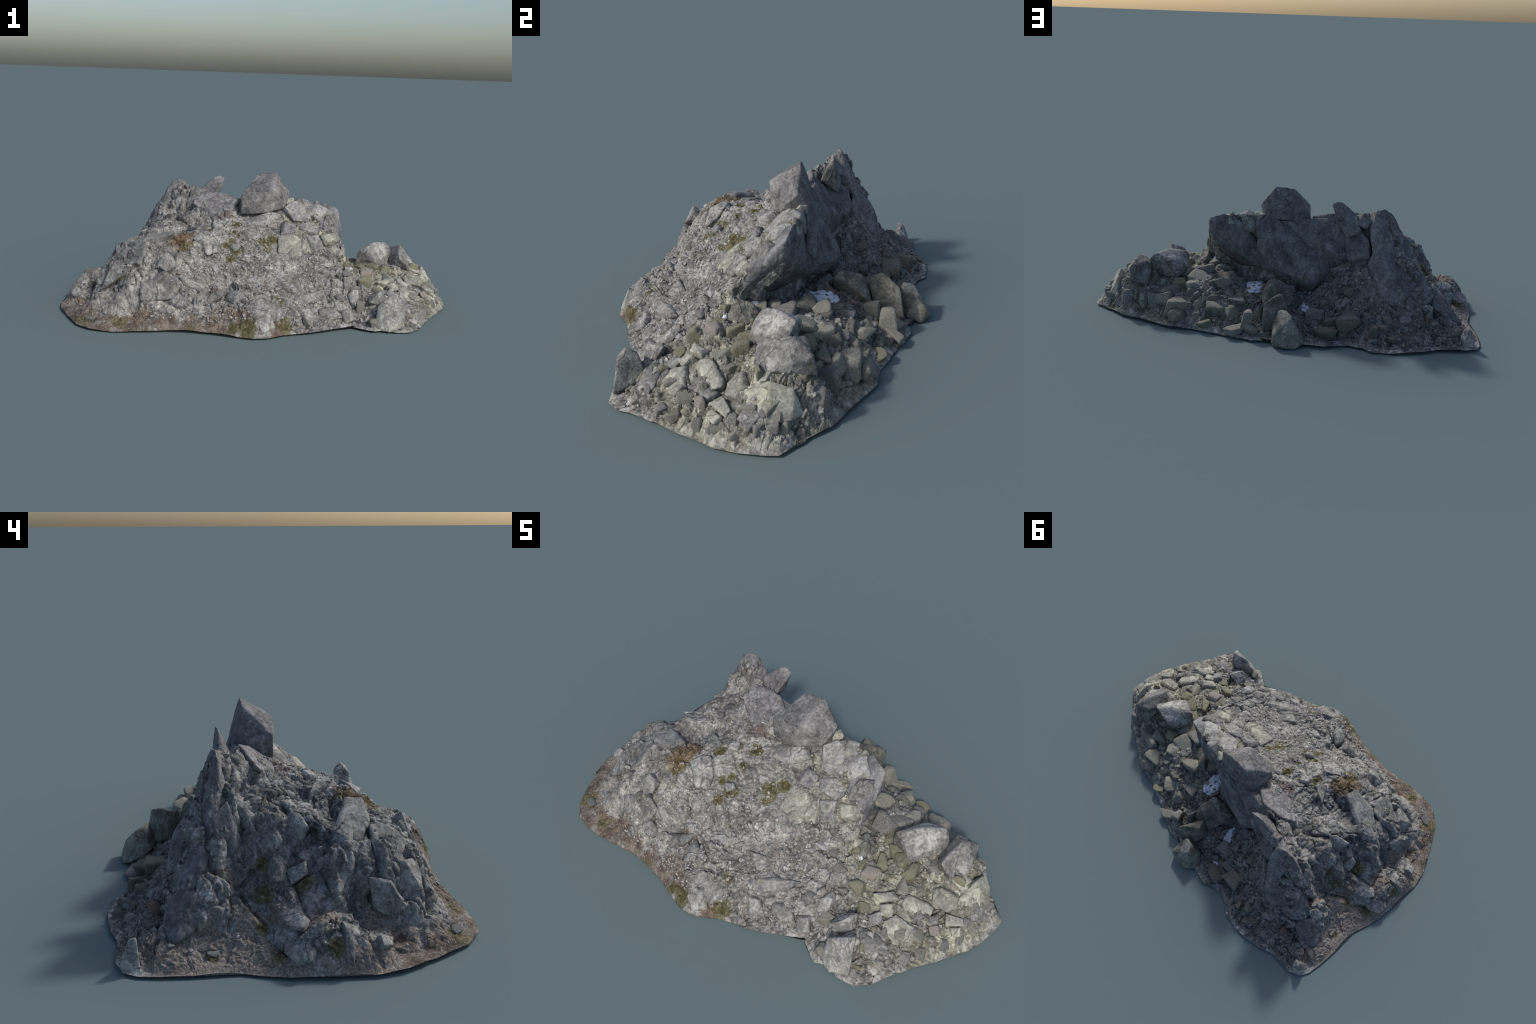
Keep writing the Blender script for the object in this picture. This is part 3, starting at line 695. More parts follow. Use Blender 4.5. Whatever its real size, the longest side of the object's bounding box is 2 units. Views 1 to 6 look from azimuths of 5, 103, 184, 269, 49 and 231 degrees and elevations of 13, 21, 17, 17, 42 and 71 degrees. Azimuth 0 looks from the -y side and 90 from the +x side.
hull_rock("crest_slab", [
    (-0.326, 0.143, 0.556), (-0.21, 0.165, 0.548), (-0.13, 0.12, 0.515), (-0.17, 0.03, 0.462), (-0.26, 0.03, 0.462),
    (-0.38, 0.09, 0.50), (-0.32, 0.17, 0.47), (-0.15, 0.17, 0.45), (-0.28, 0.03, 0.40)], M_CREST, outcrop, sharp=50, rough=0.05, seed=12)
hull_rock("rib", [(-0.44, -0.04, 0.395), (-0.47, -0.09, 0.395), (-0.573, -0.113, 0.383), (-0.565, -0.09, 0.335), (-0.53, -0.04, 0.385), (-0.46, -0.03, 0.34), (-0.50, -0.10, 0.34)],
          M_GREY, outcrop, sharp=50, rough=0.06, seed=51)
hull_rock("rib", [(-0.53, -0.02, 0.385), (-0.625, -0.08, 0.363), (-0.54, 0.01, 0.36), (-0.61, -0.06, 0.30), (-0.57, 0.02, 0.30), (-0.52, -0.06, 0.33), (-0.55, -0.05, 0.385)],
          M_GREY, outcrop, sharp=50, rough=0.06, seed=52)
hull_rock("rib", [(-0.585, 0.03, 0.295), (-0.60, -0.02, 0.30), (-0.70, 0.058, 0.165), (-0.705, 0.03, 0.165), (-0.68, -0.01, 0.2), (-0.66, 0.05, 0.2), (-0.58, -0.01, 0.24)],
          M_GREY, outcrop, sharp=50, rough=0.05, seed=53)
hull_rock("rib", [(-0.60, -0.23, 0.37), (-0.655, -0.185, 0.345), (-0.675, -0.21, 0.335), (-0.715, -0.225, 0.27), (-0.74, -0.20, 0.23), (-0.775, -0.165, 0.165), (-0.72, -0.15, 0.22), (-0.60, -0.16, 0.34), (-0.70, -0.24, 0.2)],
          M_GREY, outcrop, sharp=50, rough=0.06, seed=54)
# the cliff: prow, main overhanging block and the wall behind it
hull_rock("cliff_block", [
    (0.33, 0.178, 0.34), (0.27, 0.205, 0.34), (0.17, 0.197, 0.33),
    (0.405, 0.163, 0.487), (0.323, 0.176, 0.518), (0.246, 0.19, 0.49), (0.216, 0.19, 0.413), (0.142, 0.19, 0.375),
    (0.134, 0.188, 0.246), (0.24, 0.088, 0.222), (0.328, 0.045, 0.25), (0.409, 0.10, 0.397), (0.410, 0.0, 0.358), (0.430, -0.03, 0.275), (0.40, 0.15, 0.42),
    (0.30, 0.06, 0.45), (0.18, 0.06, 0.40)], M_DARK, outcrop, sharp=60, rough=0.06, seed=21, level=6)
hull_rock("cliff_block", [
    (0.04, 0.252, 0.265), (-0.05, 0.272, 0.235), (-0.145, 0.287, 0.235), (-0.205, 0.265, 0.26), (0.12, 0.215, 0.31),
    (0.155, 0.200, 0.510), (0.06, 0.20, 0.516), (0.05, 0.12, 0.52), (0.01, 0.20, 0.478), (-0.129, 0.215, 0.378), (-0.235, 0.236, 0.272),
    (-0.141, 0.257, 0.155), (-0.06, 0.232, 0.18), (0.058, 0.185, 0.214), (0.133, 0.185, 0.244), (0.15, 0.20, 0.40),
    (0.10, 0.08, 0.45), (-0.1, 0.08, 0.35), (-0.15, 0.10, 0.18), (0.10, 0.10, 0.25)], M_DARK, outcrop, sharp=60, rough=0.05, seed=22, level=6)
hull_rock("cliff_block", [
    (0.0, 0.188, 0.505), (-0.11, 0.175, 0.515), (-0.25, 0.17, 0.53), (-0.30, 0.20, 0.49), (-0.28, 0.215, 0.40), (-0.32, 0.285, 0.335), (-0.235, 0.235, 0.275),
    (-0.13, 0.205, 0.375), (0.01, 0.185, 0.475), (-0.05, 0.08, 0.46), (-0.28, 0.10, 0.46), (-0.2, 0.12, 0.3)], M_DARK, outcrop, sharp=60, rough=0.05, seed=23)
hull_rock("cliff_block", [
    (0.199, 0.15, 0.54), (0.15, 0.19, 0.52), (0.24, 0.19, 0.525), (0.21, 0.20, 0.44), (0.16, 0.195, 0.43), (0.15, 0.12, 0.51), (0.25, 0.12, 0.51), (0.2, 0.1, 0.45)],
    M_GREY, outcrop, sharp=50, rough=0.04, seed=24, level=4)
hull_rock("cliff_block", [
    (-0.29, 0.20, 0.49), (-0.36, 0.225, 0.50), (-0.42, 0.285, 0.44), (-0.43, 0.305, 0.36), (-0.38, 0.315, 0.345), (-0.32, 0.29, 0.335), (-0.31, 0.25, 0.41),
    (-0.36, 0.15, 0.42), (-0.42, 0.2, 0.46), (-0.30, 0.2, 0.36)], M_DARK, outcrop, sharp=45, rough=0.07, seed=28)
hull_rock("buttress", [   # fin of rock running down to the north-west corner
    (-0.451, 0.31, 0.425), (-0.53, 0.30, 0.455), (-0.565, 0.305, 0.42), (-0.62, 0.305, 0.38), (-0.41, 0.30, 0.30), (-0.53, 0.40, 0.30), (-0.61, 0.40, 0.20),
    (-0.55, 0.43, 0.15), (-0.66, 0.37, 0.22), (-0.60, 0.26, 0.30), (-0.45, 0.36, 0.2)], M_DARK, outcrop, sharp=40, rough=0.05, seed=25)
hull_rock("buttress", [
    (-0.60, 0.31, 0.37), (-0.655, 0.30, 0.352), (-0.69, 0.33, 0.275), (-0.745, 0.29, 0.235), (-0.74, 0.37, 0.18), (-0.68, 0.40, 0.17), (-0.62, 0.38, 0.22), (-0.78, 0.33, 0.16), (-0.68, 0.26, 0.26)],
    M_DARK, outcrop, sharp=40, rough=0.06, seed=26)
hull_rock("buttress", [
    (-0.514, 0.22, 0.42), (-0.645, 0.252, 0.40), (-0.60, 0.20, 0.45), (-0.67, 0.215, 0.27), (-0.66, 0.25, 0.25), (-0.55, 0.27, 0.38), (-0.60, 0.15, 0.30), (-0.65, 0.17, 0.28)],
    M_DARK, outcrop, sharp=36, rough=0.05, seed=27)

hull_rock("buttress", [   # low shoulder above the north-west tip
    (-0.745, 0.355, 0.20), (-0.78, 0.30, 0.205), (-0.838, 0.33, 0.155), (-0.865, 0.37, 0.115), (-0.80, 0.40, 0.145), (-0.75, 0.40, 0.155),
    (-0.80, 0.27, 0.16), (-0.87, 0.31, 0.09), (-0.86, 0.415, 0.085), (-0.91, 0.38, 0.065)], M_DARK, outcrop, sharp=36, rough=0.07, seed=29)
hull_rock("rib", [(-0.56, -0.455, 0.25), (-0.62, -0.43, 0.235), (-0.65, -0.41, 0.225), (-0.60, -0.49, 0.19), (-0.55, -0.50, 0.19), (-0.635, -0.475, 0.165), (-0.58, -0.42, 0.2)],
          M_GREY, outcrop, sharp=45, rough=0.06, seed=55)
# boulders of the east hump, the gully and the talus
boulders = []
def boulder(corners, mat, seed, name="boulder", **kw):
    boulders.append(hull_rock(name, corners, mat, outcrop, seed=seed, **({"sharp": 40, "rough": 0.045, "level": 5} | kw)))

boulder([(0.705, 0.225, 0.275), (0.635, 0.07, 0.24), (0.612, 0.17, 0.318), (0.67, 0.24, 0.305), (0.588, 0.085, 0.272), (0.53, 0.10, 0.285), (0.575, 0.245, 0.27), (0.691, 0.227, 0.262),
         (0.565, 0.22, 0.172), (0.50, 0.12, 0.17), (0.63, 0.07, 0.2), (0.69, 0.2, 0.18), (0.52, 0.19, 0.21)], M_GREY, 31)
boulder([(0.757, 0.236, 0.294), (0.785, 0.312, 0.250), (0.745, 0.123, 0.252), (0.83, 0.19, 0.205), (0.815, 0.14, 0.19), (0.70, 0.28, 0.27), (0.70, 0.306, 0.160), (0.80, 0.24, 0.20),
         (0.80, 0.12, 0.18), (0.70, 0.16, 0.2), (0.78, 0.33, 0.17)], M_GREY, 32)
boulder([(0.873, 0.185, 0.197), (0.868, 0.265, 0.172), (0.905, 0.18, 0.15), (0.86, 0.10, 0.15), (0.83, 0.18, 0.15), (0.91, 0.26, 0.08), (0.95, 0.15, 0.07), (0.86, 0.29, 0.08), (0.85, 0.1, 0.09)],
        M_LICHEN, 33)
boulder([(0.72, -0.345, 0.192), (0.735, -0.375, 0.166), (0.70, -0.315, 0.168), (0.613, -0.378, 0.115), (0.645, -0.385, 0.155), (0.60, -0.42, 0.0), (0.745, -0.405, 0.02),
         (0.67, -0.435, 0.0), (0.68, -0.30, 0.06), (0.62, -0.34, 0.05)], M_GREY, 34, sharp=60, rough=0.025)
boulder([(0.637, -0.24, 0.165), (0.61, -0.32, 0.155), (0.57, -0.33, 0.12), (0.57, -0.25, 0.12), (0.66, -0.27, 0.12), (0.60, -0.27, 0.06), (0.64, -0.32, 0.1)], M_GREY, 35)
boulder([(0.036, 0.305, 0.226), (0.055, 0.40, 0.222), (-0.06, 0.27, 0.14), (0.07, 0.29, 0.215), (-0.05, 0.37, 0.13), (-0.03, 0.43, 0.10), (0.08, 0.44, 0.10),
         (0.10, 0.38, 0.17), (0.0, 0.27, 0.09), (-0.02, 0.32, 0.205)], M_BROWN, 36)
boulder([(-0.018, 0.473, 0.205), (0.01, 0.42, 0.19), (0.072, 0.55, 0.178), (0.08, 0.57, 0.04), (-0.02, 0.54, 0.05), (-0.05, 0.45, 0.09), (0.05, 0.44, 0.1), (0.03, 0.50, 0.20)], M_BROWN, 37)
boulder([(-0.037, 0.558, 0.158), (-0.005, 0.55, 0.155), (-0.134, 0.618, 0.018), (-0.035, 0.672, 0.012), (0.02, 0.63, 0.0), (-0.10, 0.54, 0.05), (0.02, 0.58, 0.10),
         (-0.09, 0.66, 0.0), (0.0, 0.52, 0.05), (-0.07, 0.60, 0.135), (0.015, 0.655, 0.06)], M_BROWN, 38, floor=0.0)
boulder([(-0.916, 0.488, 0.110), (-0.918, 0.515, 0.10), (-0.89, 0.50, 0.085), (-0.95, 0.475, 0.01), (-0.955, 0.53, 0.005), (-0.90, 0.54, 0.01), (-0.875, 0.49, 0.02), (-0.94, 0.54, 0.03)],
        M_GREY, 39, level=4)
boulder([(-0.414, -0.438, 0.343), (-0.38, -0.43, 0.32), (-0.42, -0.40, 0.31), (-0.455, -0.46, 0.28), (-0.36, -0.46, 0.28), (-0.40, -0.49, 0.25), (-0.40, -0.38, 0.27)], M_GREY, 40, level=4)
boulder([(-0.28, -0.245, 0.41), (-0.245, -0.22, 0.415), (-0.19, -0.25, 0.37), (-0.17, -0.30, 0.33), (-0.23, -0.33, 0.31), (-0.31, -0.285, 0.38), (-0.25, -0.26, 0.28), (-0.26, -0.31, 0.38)],
        M_GREY, 41)
boulder([(0.119, 0.197, 0.53), (0.16, 0.17, 0.54), (0.10, 0.16, 0.52), (0.15, 0.20, 0.50), (0.13, 0.14, 0.50), (0.17, 0.15, 0.50)], M_LICHEN, 42, level=4)
boulder([(0.295, 0.255, 0.195), (0.25, 0.25, 0.175), (0.34, 0.23, 0.18), (0.26, 0.30, 0.12), (0.33, 0.31, 0.13), (0.30, 0.20, 0.17)], M_YELLOW, 43)
boulder([(0.437, -0.032, 0.272), (0.47, 0.0, 0.25), (0.43, 0.04, 0.25), (0.50, 0.03, 0.20), (0.49, -0.05, 0.2), (0.40, 0.03, 0.2), (0.46, 0.09, 0.17), (0.42, -0.05, 0.22)], M_BROWN, 44)

# ------------------------------------------------------------------ blocks split from the bedrock
BLOCK_MAT = {"crag_block": [M_GREY, M_GREY, M_LICHEN], "slope_block": [M_GREY], "foot_block": [M_GREY], "rubble_block": [M_GREY, M_LICHEN],
             "flank_block": [M_GREY]}
BLOCKS = [0]
def block(kind, rim, facing, out, deep):
    """A block of the bedrock, parted by cracks: the rim of its outer face, which way that
    face looks, how far it stands proud and how deep it goes in."""
    BLOCKS[0] += 1
    r = random.Random(BLOCKS[0])
    rim, n = np.array(rim), np.array(facing)
    mid = rim.mean(0)
    size = np.linalg.norm(rim - mid, axis=1).mean()
    tilt = np.array([r.uniform(-0.3, 0.3) for _ in range(3)])
    pts = []
    for up, grow in ((out, 0.80), (0.15 * out, 1.04), (-deep, 0.9)):
        for p in rim:
            lift = up + (np.dot(p - mid, tilt) * 0.5 if up == out else 0)
            pts.append(mid + (p - mid) * grow * r.uniform(0.94, 1.05) + n * lift)
    hull_rock(kind, pts, r.choice(BLOCK_MAT[kind]), outcrop, level=5 if size > 0.035 else 4, sharp=70, rough=0.045, seed=200 + BLOCKS[0])

block("crag_block", [(0.099, 0.114, 0.484), (0.149, 0.157, 0.513), (0.219, 0.152, 0.514), (0.252, 0.051, 0.433), (0.175, 0.037, 0.441)], (0.18, -0.60, 0.78), 0.014, 0.035)
block("crag_block", [(0.231, 0.145, 0.507), (0.293, 0.185, 0.502), (0.363, 0.114, 0.475), (0.299, 0.064, 0.436), (0.236, 0.062, 0.445), (0.220, 0.104, 0.486)], (0.18, -0.60, 0.78), 0.014, 0.035)
block("crag_block", [(0.118, 0.011, 0.432), (0.180, 0.011, 0.422), (0.190, -0.041, 0.383), (0.112, -0.047, 0.375)], (0.25, -0.62, 0.74), 0.014, 0.035)
block("crag_block", [(0.192, 0.009, 0.416), (0.265, 0.059, 0.436), (0.314, 0.019, 0.396), (0.294, -0.012, 0.373), (0.212, -0.026, 0.387)], (0.30, -0.58, 0.76), 0.014, 0.035)
block("crag_block", [(0.323, 0.049, 0.422), (0.338, 0.085, 0.457), (0.383, 0.120, 0.464), (0.406, 0.097, 0.416), (0.382, 0.039, 0.399), (0.336, 0.017, 0.392)], (0.35, -0.62, 0.70), 0.014, 0.035)
block("crag_block", [(0.101, -0.062, 0.367), (0.175, -0.052, 0.379), (0.218, -0.074, 0.352), (0.223, -0.147, 0.283), (0.108, -0.148, 0.306)], (0.28, -0.49, 0.83), 0.014, 0.035)
block("crag_block", [(0.218, -0.059, 0.363), (0.255, -0.070, 0.335), (0.275, -0.105, 0.291), (0.236, -0.128, 0.290), (0.218, -0.121, 0.313)], (0.46, -0.58, 0.67), 0.014, 0.035)
block("crag_block", [(0.235, -0.045, 0.365), (0.301, -0.009, 0.375), (0.337, -0.060, 0.314), (0.284, -0.094, 0.300)], (0.32, -0.62, 0.71), 0.014, 0.035)
block("crag_block", [(0.318, -0.005, 0.375), (0.398, 0.033, 0.384), (0.420, 0.021, 0.358), (0.412, -0.011, 0.344), (0.345, -0.043, 0.328)], (0.27, -0.68, 0.69), 0.014, 0.035)
block("crag_block", [(0.373, -0.036, 0.324), (0.422, -0.035, 0.307), (0.430, -0.059, 0.279), (0.393, -0.071, 0.281), (0.365, -0.053, 0.309)], (0.32, -0.63, 0.70), 0.014, 0.035)
block("slope_block", [(-0.519, -0.513, 0.179), (-0.419, -0.459, 0.258), (-0.376, -0.467, 0.231), (-0.329, -0.472, 0.205), (-0.360, -0.522, 0.139), (-0.508, -0.538, 0.123)], (0.35, -0.71, 0.61), 0.014, 0.06)
block("slope_block", [(-0.654, -0.239, 0.319), (-0.595, -0.170, 0.336), (-0.417, -0.228, 0.393), (-0.429, -0.290, 0.393), (-0.555, -0.299, 0.360)], (0.16, -0.02, 0.99), 0.014, 0.06)
block("slope_block", [(-0.381, -0.090, 0.376), (-0.277, -0.130, 0.410), (-0.269, -0.159, 0.410), (-0.312, -0.181, 0.405)], (0.04, -0.13, 0.99), 0.014, 0.06)
block("slope_block", [(-0.687, -0.380, 0.253), (-0.600, -0.459, 0.232), (-0.740, -0.462, 0.127)], (0.17, -0.80, 0.58), 0.014, 0.06)
block("slope_block", [(-0.337, -0.463, 0.224), (-0.290, -0.452, 0.211), (-0.234, -0.458, 0.176), (-0.242, -0.475, 0.159), (-0.315, -0.478, 0.187)], (0.42, -0.66, 0.62), 0.014, 0.06)
block("slope_block", [(-0.382, -0.537, 0.124), (-0.340, -0.506, 0.157), (-0.273, -0.513, 0.123), (-0.291, -0.539, 0.097), (-0.344, -0.548, 0.096)], (0.34, -0.68, 0.65), 0.014, 0.06)
block("slope_block", [(-0.268, -0.510, 0.125), (-0.174, -0.479, 0.158), (-0.138, -0.424, 0.159), (-0.127, -0.490, 0.148), (-0.242, -0.533, 0.098)], (0.15, -0.63, 0.76), 0.014, 0.06)
block("slope_block", [(-0.134, -0.244, 0.344), (-0.098, -0.217, 0.350), (-0.077, -0.229, 0.335), (-0.103, -0.258, 0.322)], (0.37, -0.53, 0.76), 0.014, 0.06)
block("slope_block", [(-0.249, -0.110, 0.415), (-0.206, -0.080, 0.423), (-0.183, -0.116, 0.415), (-0.223, -0.140, 0.412)], (0.21, -0.28, 0.94), 0.014, 0.06)
block("slope_block", [(-0.099, -0.036, 0.424), (-0.069, 0.019, 0.438), (0.045, 0.075, 0.458), (0.108, 0.043, 0.446), (0.023, -0.024, 0.413), (-0.063, -0.047, 0.417)], (0.22, -0.42, 0.88), 0.014, 0.06)
block("slope_block", [(-0.460, -0.462, 0.264), (-0.446, -0.423, 0.309), (-0.372, -0.418, 0.297), (-0.387, -0.446, 0.264)], (0.36, -0.68, 0.64), 0.014, 0.06)
block("foot_block", [(-0.004, -0.574, 0.124), (0.052, -0.534, 0.162), (0.138, -0.494, 0.125), (0.166, -0.500, 0.100), (0.143, -0.570, 0.054), (0.041, -0.612, 0.087)], (0.58, -0.39, 0.72), 0.012, 0.05)
block("foot_block", [(0.026, -0.597, 0.107), (0.088, -0.568, 0.122), (0.135, -0.590, 0.042), (0.081, -0.638, 0.027)], (0.50, -0.61, 0.61), 0.012, 0.05)
block("foot_block", [(0.198, -0.420, 0.138), (0.272, -0.327, 0.142), (0.361, -0.282, 0.146), (0.329, -0.347, 0.119), (0.229, -0.443, 0.107)], (0.35, -0.40, 0.85), 0.012, 0.05)
block("foot_block", [(0.233, -0.454, 0.096), (0.281, -0.425, 0.091), (0.319, -0.448, 0.059), (0.292, -0.498, 0.033)], (0.40, -0.50, 0.77), 0.012, 0.05)
block("foot_block", [(0.327, -0.401, 0.088), (0.393, -0.361, 0.097), (0.441, -0.389, 0.049), (0.388, -0.419, 0.050), (0.343, -0.423, 0.067)], (0.35, -0.54, 0.76), 0.012, 0.05)
block("foot_block", [(0.468, -0.273, 0.133), (0.487, -0.244, 0.148), (0.516, -0.246, 0.145), (0.524, -0.281, 0.123), (0.507, -0.319, 0.094), (0.482, -0.307, 0.107)], (0.19, -0.53, 0.83), 0.012, 0.05)
block("foot_block", [(0.394, -0.308, 0.129), (0.438, -0.290, 0.130), (0.450, -0.316, 0.110), (0.416, -0.330, 0.114)], (0.31, -0.45, 0.84), 0.012, 0.05)
block("foot_block", [(-0.114, -0.500, 0.144), (-0.104, -0.440, 0.159), (-0.046, -0.472, 0.176), (-0.018, -0.522, 0.163), (-0.068, -0.538, 0.134)], (-0.02, -0.40, 0.92), 0.012, 0.05)
block("foot_block", [(-0.030, -0.390, 0.208), (-0.003, -0.365, 0.217), (0.038, -0.361, 0.201), (0.019, -0.399, 0.193)], (0.42, -0.41, 0.81), 0.012, 0.05)
block("foot_block", [(0.053, -0.368, 0.195), (0.075, -0.333, 0.209), (0.093, -0.336, 0.202), (0.076, -0.368, 0.191)], (0.30, -0.42, 0.86), 0.012, 0.05)
block("foot_block", [(0.121, -0.341, 0.192), (0.159, -0.336, 0.180), (0.205, -0.296, 0.178), (0.233, -0.316, 0.157), (0.193, -0.374, 0.156)], (0.43, -0.34, 0.84), 0.012, 0.05)
block("foot_block", [(0.429, -0.370, 0.075), (0.473, -0.339, 0.081), (0.505, -0.371, 0.038), (0.460, -0.401, 0.024)], (0.38, -0.60, 0.70), 0.012, 0.05)
block("rubble_block", [(0.717, -0.041, 0.174), (0.778, 0.011, 0.133), (0.807, 0.015, 0.123), (0.822, -0.024, 0.115), (0.748, -0.092, 0.153), (0.728, -0.080, 0.168)], (0.49, -0.09, 0.87), 0.006, 0.06)
block("rubble_block", [(0.720, -0.177, 0.127), (0.738, -0.132, 0.147), (0.814, -0.113, 0.123), (0.836, -0.147, 0.096), (0.794, -0.203, 0.098), (0.739, -0.203, 0.113)], (0.20, -0.46, 0.87), 0.006, 0.06)
block("rubble_block", [(0.764, 0.064, 0.152), (0.778, 0.089, 0.165), (0.851, 0.110, 0.156), (0.873, 0.074, 0.129), (0.852, 0.036, 0.122), (0.793, 0.031, 0.129)], (0.19, -0.51, 0.84), 0.006, 0.06)
block("rubble_block", [(0.857, 0.030, 0.120), (0.910, 0.065, 0.104), (0.929, 0.055, 0.086), (0.887, -0.006, 0.104)], (0.41, -0.28, 0.87), 0.006, 0.06)
block("rubble_block", [(0.786, -0.060, 0.136), (0.813, -0.014, 0.119), (0.839, -0.044, 0.105), (0.821, -0.100, 0.117)], (0.46, -0.15, 0.87), 0.006, 0.06)
block("rubble_block", [(0.721, 0.164, 0.219), (0.777, 0.195, 0.217), (0.849, 0.174, 0.188), (0.867, 0.133, 0.161), (0.800, 0.126, 0.185)], (0.29, -0.44, 0.85), 0.006, 0.06)
block("rubble_block", [(0.857, 0.194, 0.183), (0.887, 0.230, 0.128), (0.931, 0.188, 0.103), (0.890, 0.156, 0.151)], (0.65, -0.05, 0.76), 0.006, 0.06)
block("rubble_block", [(0.894, 0.131, 0.138), (0.932, 0.163, 0.104), (0.959, 0.135, 0.063), (0.933, 0.095, 0.087)], (0.62, -0.31, 0.72), 0.006, 0.06)
block("rubble_block", [(0.903, 0.003, 0.099), (0.925, 0.037, 0.088), (0.942, 0.020, 0.064), (0.922, -0.012, 0.075)], (0.59, -0.34, 0.73), 0.006, 0.06)
block("rubble_block", [(0.818, -0.030, 0.116), (0.836, 0.013, 0.117), (0.862, -0.029, 0.101), (0.840, -0.056, 0.105)], (0.32, -0.30, 0.90), 0.006, 0.06)
block("rubble_block", [(0.658, -0.257, 0.119), (0.715, -0.227, 0.111), (0.787, -0.235, 0.088), (0.809, -0.297, 0.044), (0.706, -0.298, 0.103)], (0.38, -0.31, 0.87), 0.006, 0.06)
block("rubble_block", [(0.657, -0.200, 0.133), (0.683, -0.162, 0.145), (0.717, -0.179, 0.126), (0.691, -0.231, 0.115)], (0.31, -0.44, 0.84), 0.006, 0.06)
block("rubble_block", [(0.621, -0.131, 0.173), (0.671, -0.067, 0.177), (0.708, -0.084, 0.175), (0.660, -0.138, 0.164)], (0.11, -0.38, 0.92), 0.006, 0.06)
block("rubble_block", [(0.667, -0.145, 0.159), (0.705, -0.106, 0.170), (0.732, -0.145, 0.142), (0.691, -0.170, 0.137)], (0.27, -0.50, 0.82), 0.006, 0.06)
block("flank_block", [(-0.578, -0.299, 0.351), (-0.546, -0.336, 0.348), (-0.533, -0.390, 0.323), (-0.558, -0.428, 0.282), (-0.626, -0.405, 0.261), (-0.695, -0.355, 0.248), (-0.671, -0.311, 0.266), (-0.625, -0.296, 0.314)], (-0.71, -0.18, 0.68), -0.008, 0.06)
block("flank_block", [(-0.898, 0.013, 0.074), (-0.920, -0.047, 0.091), (-0.947, -0.080, 0.078), (-0.974, -0.074, 0.043), (-0.974, -0.024, 0.033), (-0.930, 0.014, 0.052)], (-0.71, 0.24, 0.66), 0.014, 0.06)
block("flank_block", [(-0.887, -0.169, 0.140), (-0.889, -0.192, 0.129), (-0.945, -0.206, 0.070), (-0.971, -0.199, 0.040), (-0.967, -0.174, 0.049)], (-0.79, -0.07, 0.61), 0.014, 0.06)
block("flank_block", [(-0.797, 0.029, 0.130), (-0.814, -0.022, 0.149), (-0.862, -0.066, 0.133), (-0.893, -0.049, 0.111), (-0.857, 0.011, 0.103)], (-0.66, 0.28, 0.70), 0.014, 0.06)
block("flank_block", [(-0.740, -0.278, 0.220), (-0.734, -0.349, 0.211), (-0.757, -0.390, 0.151), (-0.787, -0.366, 0.096), (-0.769, -0.293, 0.123)], (-0.90, 0.15, 0.41), 0.014, 0.06)
block("flank_block", [(-0.893, -0.285, 0.090), (-0.847, -0.341, 0.058), (-0.913, -0.329, 0.061), (-0.930, -0.290, 0.066)], (-0.55, -0.28, 0.79), 0.014, 0.06)
block("flank_block", [(-0.673, 0.002, 0.222), (-0.665, -0.069, 0.253), (-0.695, -0.072, 0.214), (-0.710, -0.018, 0.191)], (-0.85, 0.07, 0.52), 0.014, 0.06)

# ------------------------------------------------------------------ placed stones
UNIT = [random_rock(100 + i, 4) for i in range(16)]
UNIT_MESH = {}
def unit_mesh(i, mat):
    key = (i, mat.name)
    if key not in UNIT_MESH:
        me = mesh_from("stone", *UNIT[i])
        me.materials.append(mat)
        me.polygons.foreach_set("use_smooth", [True] * len(me.polygons))
        UNIT_MESH[key] = me
    return UNIT_MESH[key]

LOOK = {"crag_block": [M_GREY, M_GREY, M_LICHEN], "flank_w": [M_GREY], "front_low": [M_GREY, M_GREY, M_LICHEN],
        "east": [M_LICHEN, M_GREY], "east_gully": [M_LICHEN], "gully_blocks": [M_LICHEN, M_BROWN, M_YELLOW, M_GREY], "cavity": [M_YELLOW, M_BROWN, M_LICHEN], "north": [M_LICHEN, M_BROWN, M_GREY, M_LICHEN],
        "scree_nw": [M_BROWN, M_GREY, M_BROWN], "west": [M_GREY], "west_low": [M_GREY], "west_base": [M_GREY]}
KIN = {"y": M_YELLOW, "p": M_PINK, "l": M_LICHEN, "b": M_BROWN}
def place_boulders(kind, rows):
    """rows: centre x, y, z, width, depth, height, heading of the width axis."""
    r = random.Random(kind)
    sink = {"crag_block": 0.16, "scree_nw": 0.22, "flank_w": 0.36, "west": 0.40, "east": 0.36, "gully_blocks": 0.0}.get(kind, 0.27)
    for x, y, z, w, d, h, az, *kin in rows:
        mat = KIN[kin[0]] if kin else r.choice(LOOK[kind])
        ob = bpy.data.objects.new("stone", unit_mesh(r.randrange(16), mat))
        SC.objects.link(ob)
        ob.parent = outcrop
        a = math.radians(az)
        x, y, z = x - math.sin(a) * d * sink, y + math.cos(a) * d * sink, z - 0.4 * sink * h
        ob.location = (x, y, max(z, 0.62 * h + 0.004))
        ob.rotation_euler = (r.uniform(-0.2, 0.2), r.uniform(-0.2, 0.2), math.radians(az) + r.uniform(-0.25, 0.25))
        k = 0.62 if kind in ("east", "east_gully") else 0.56
        ob.scale = (w * k, d * k, h * k)

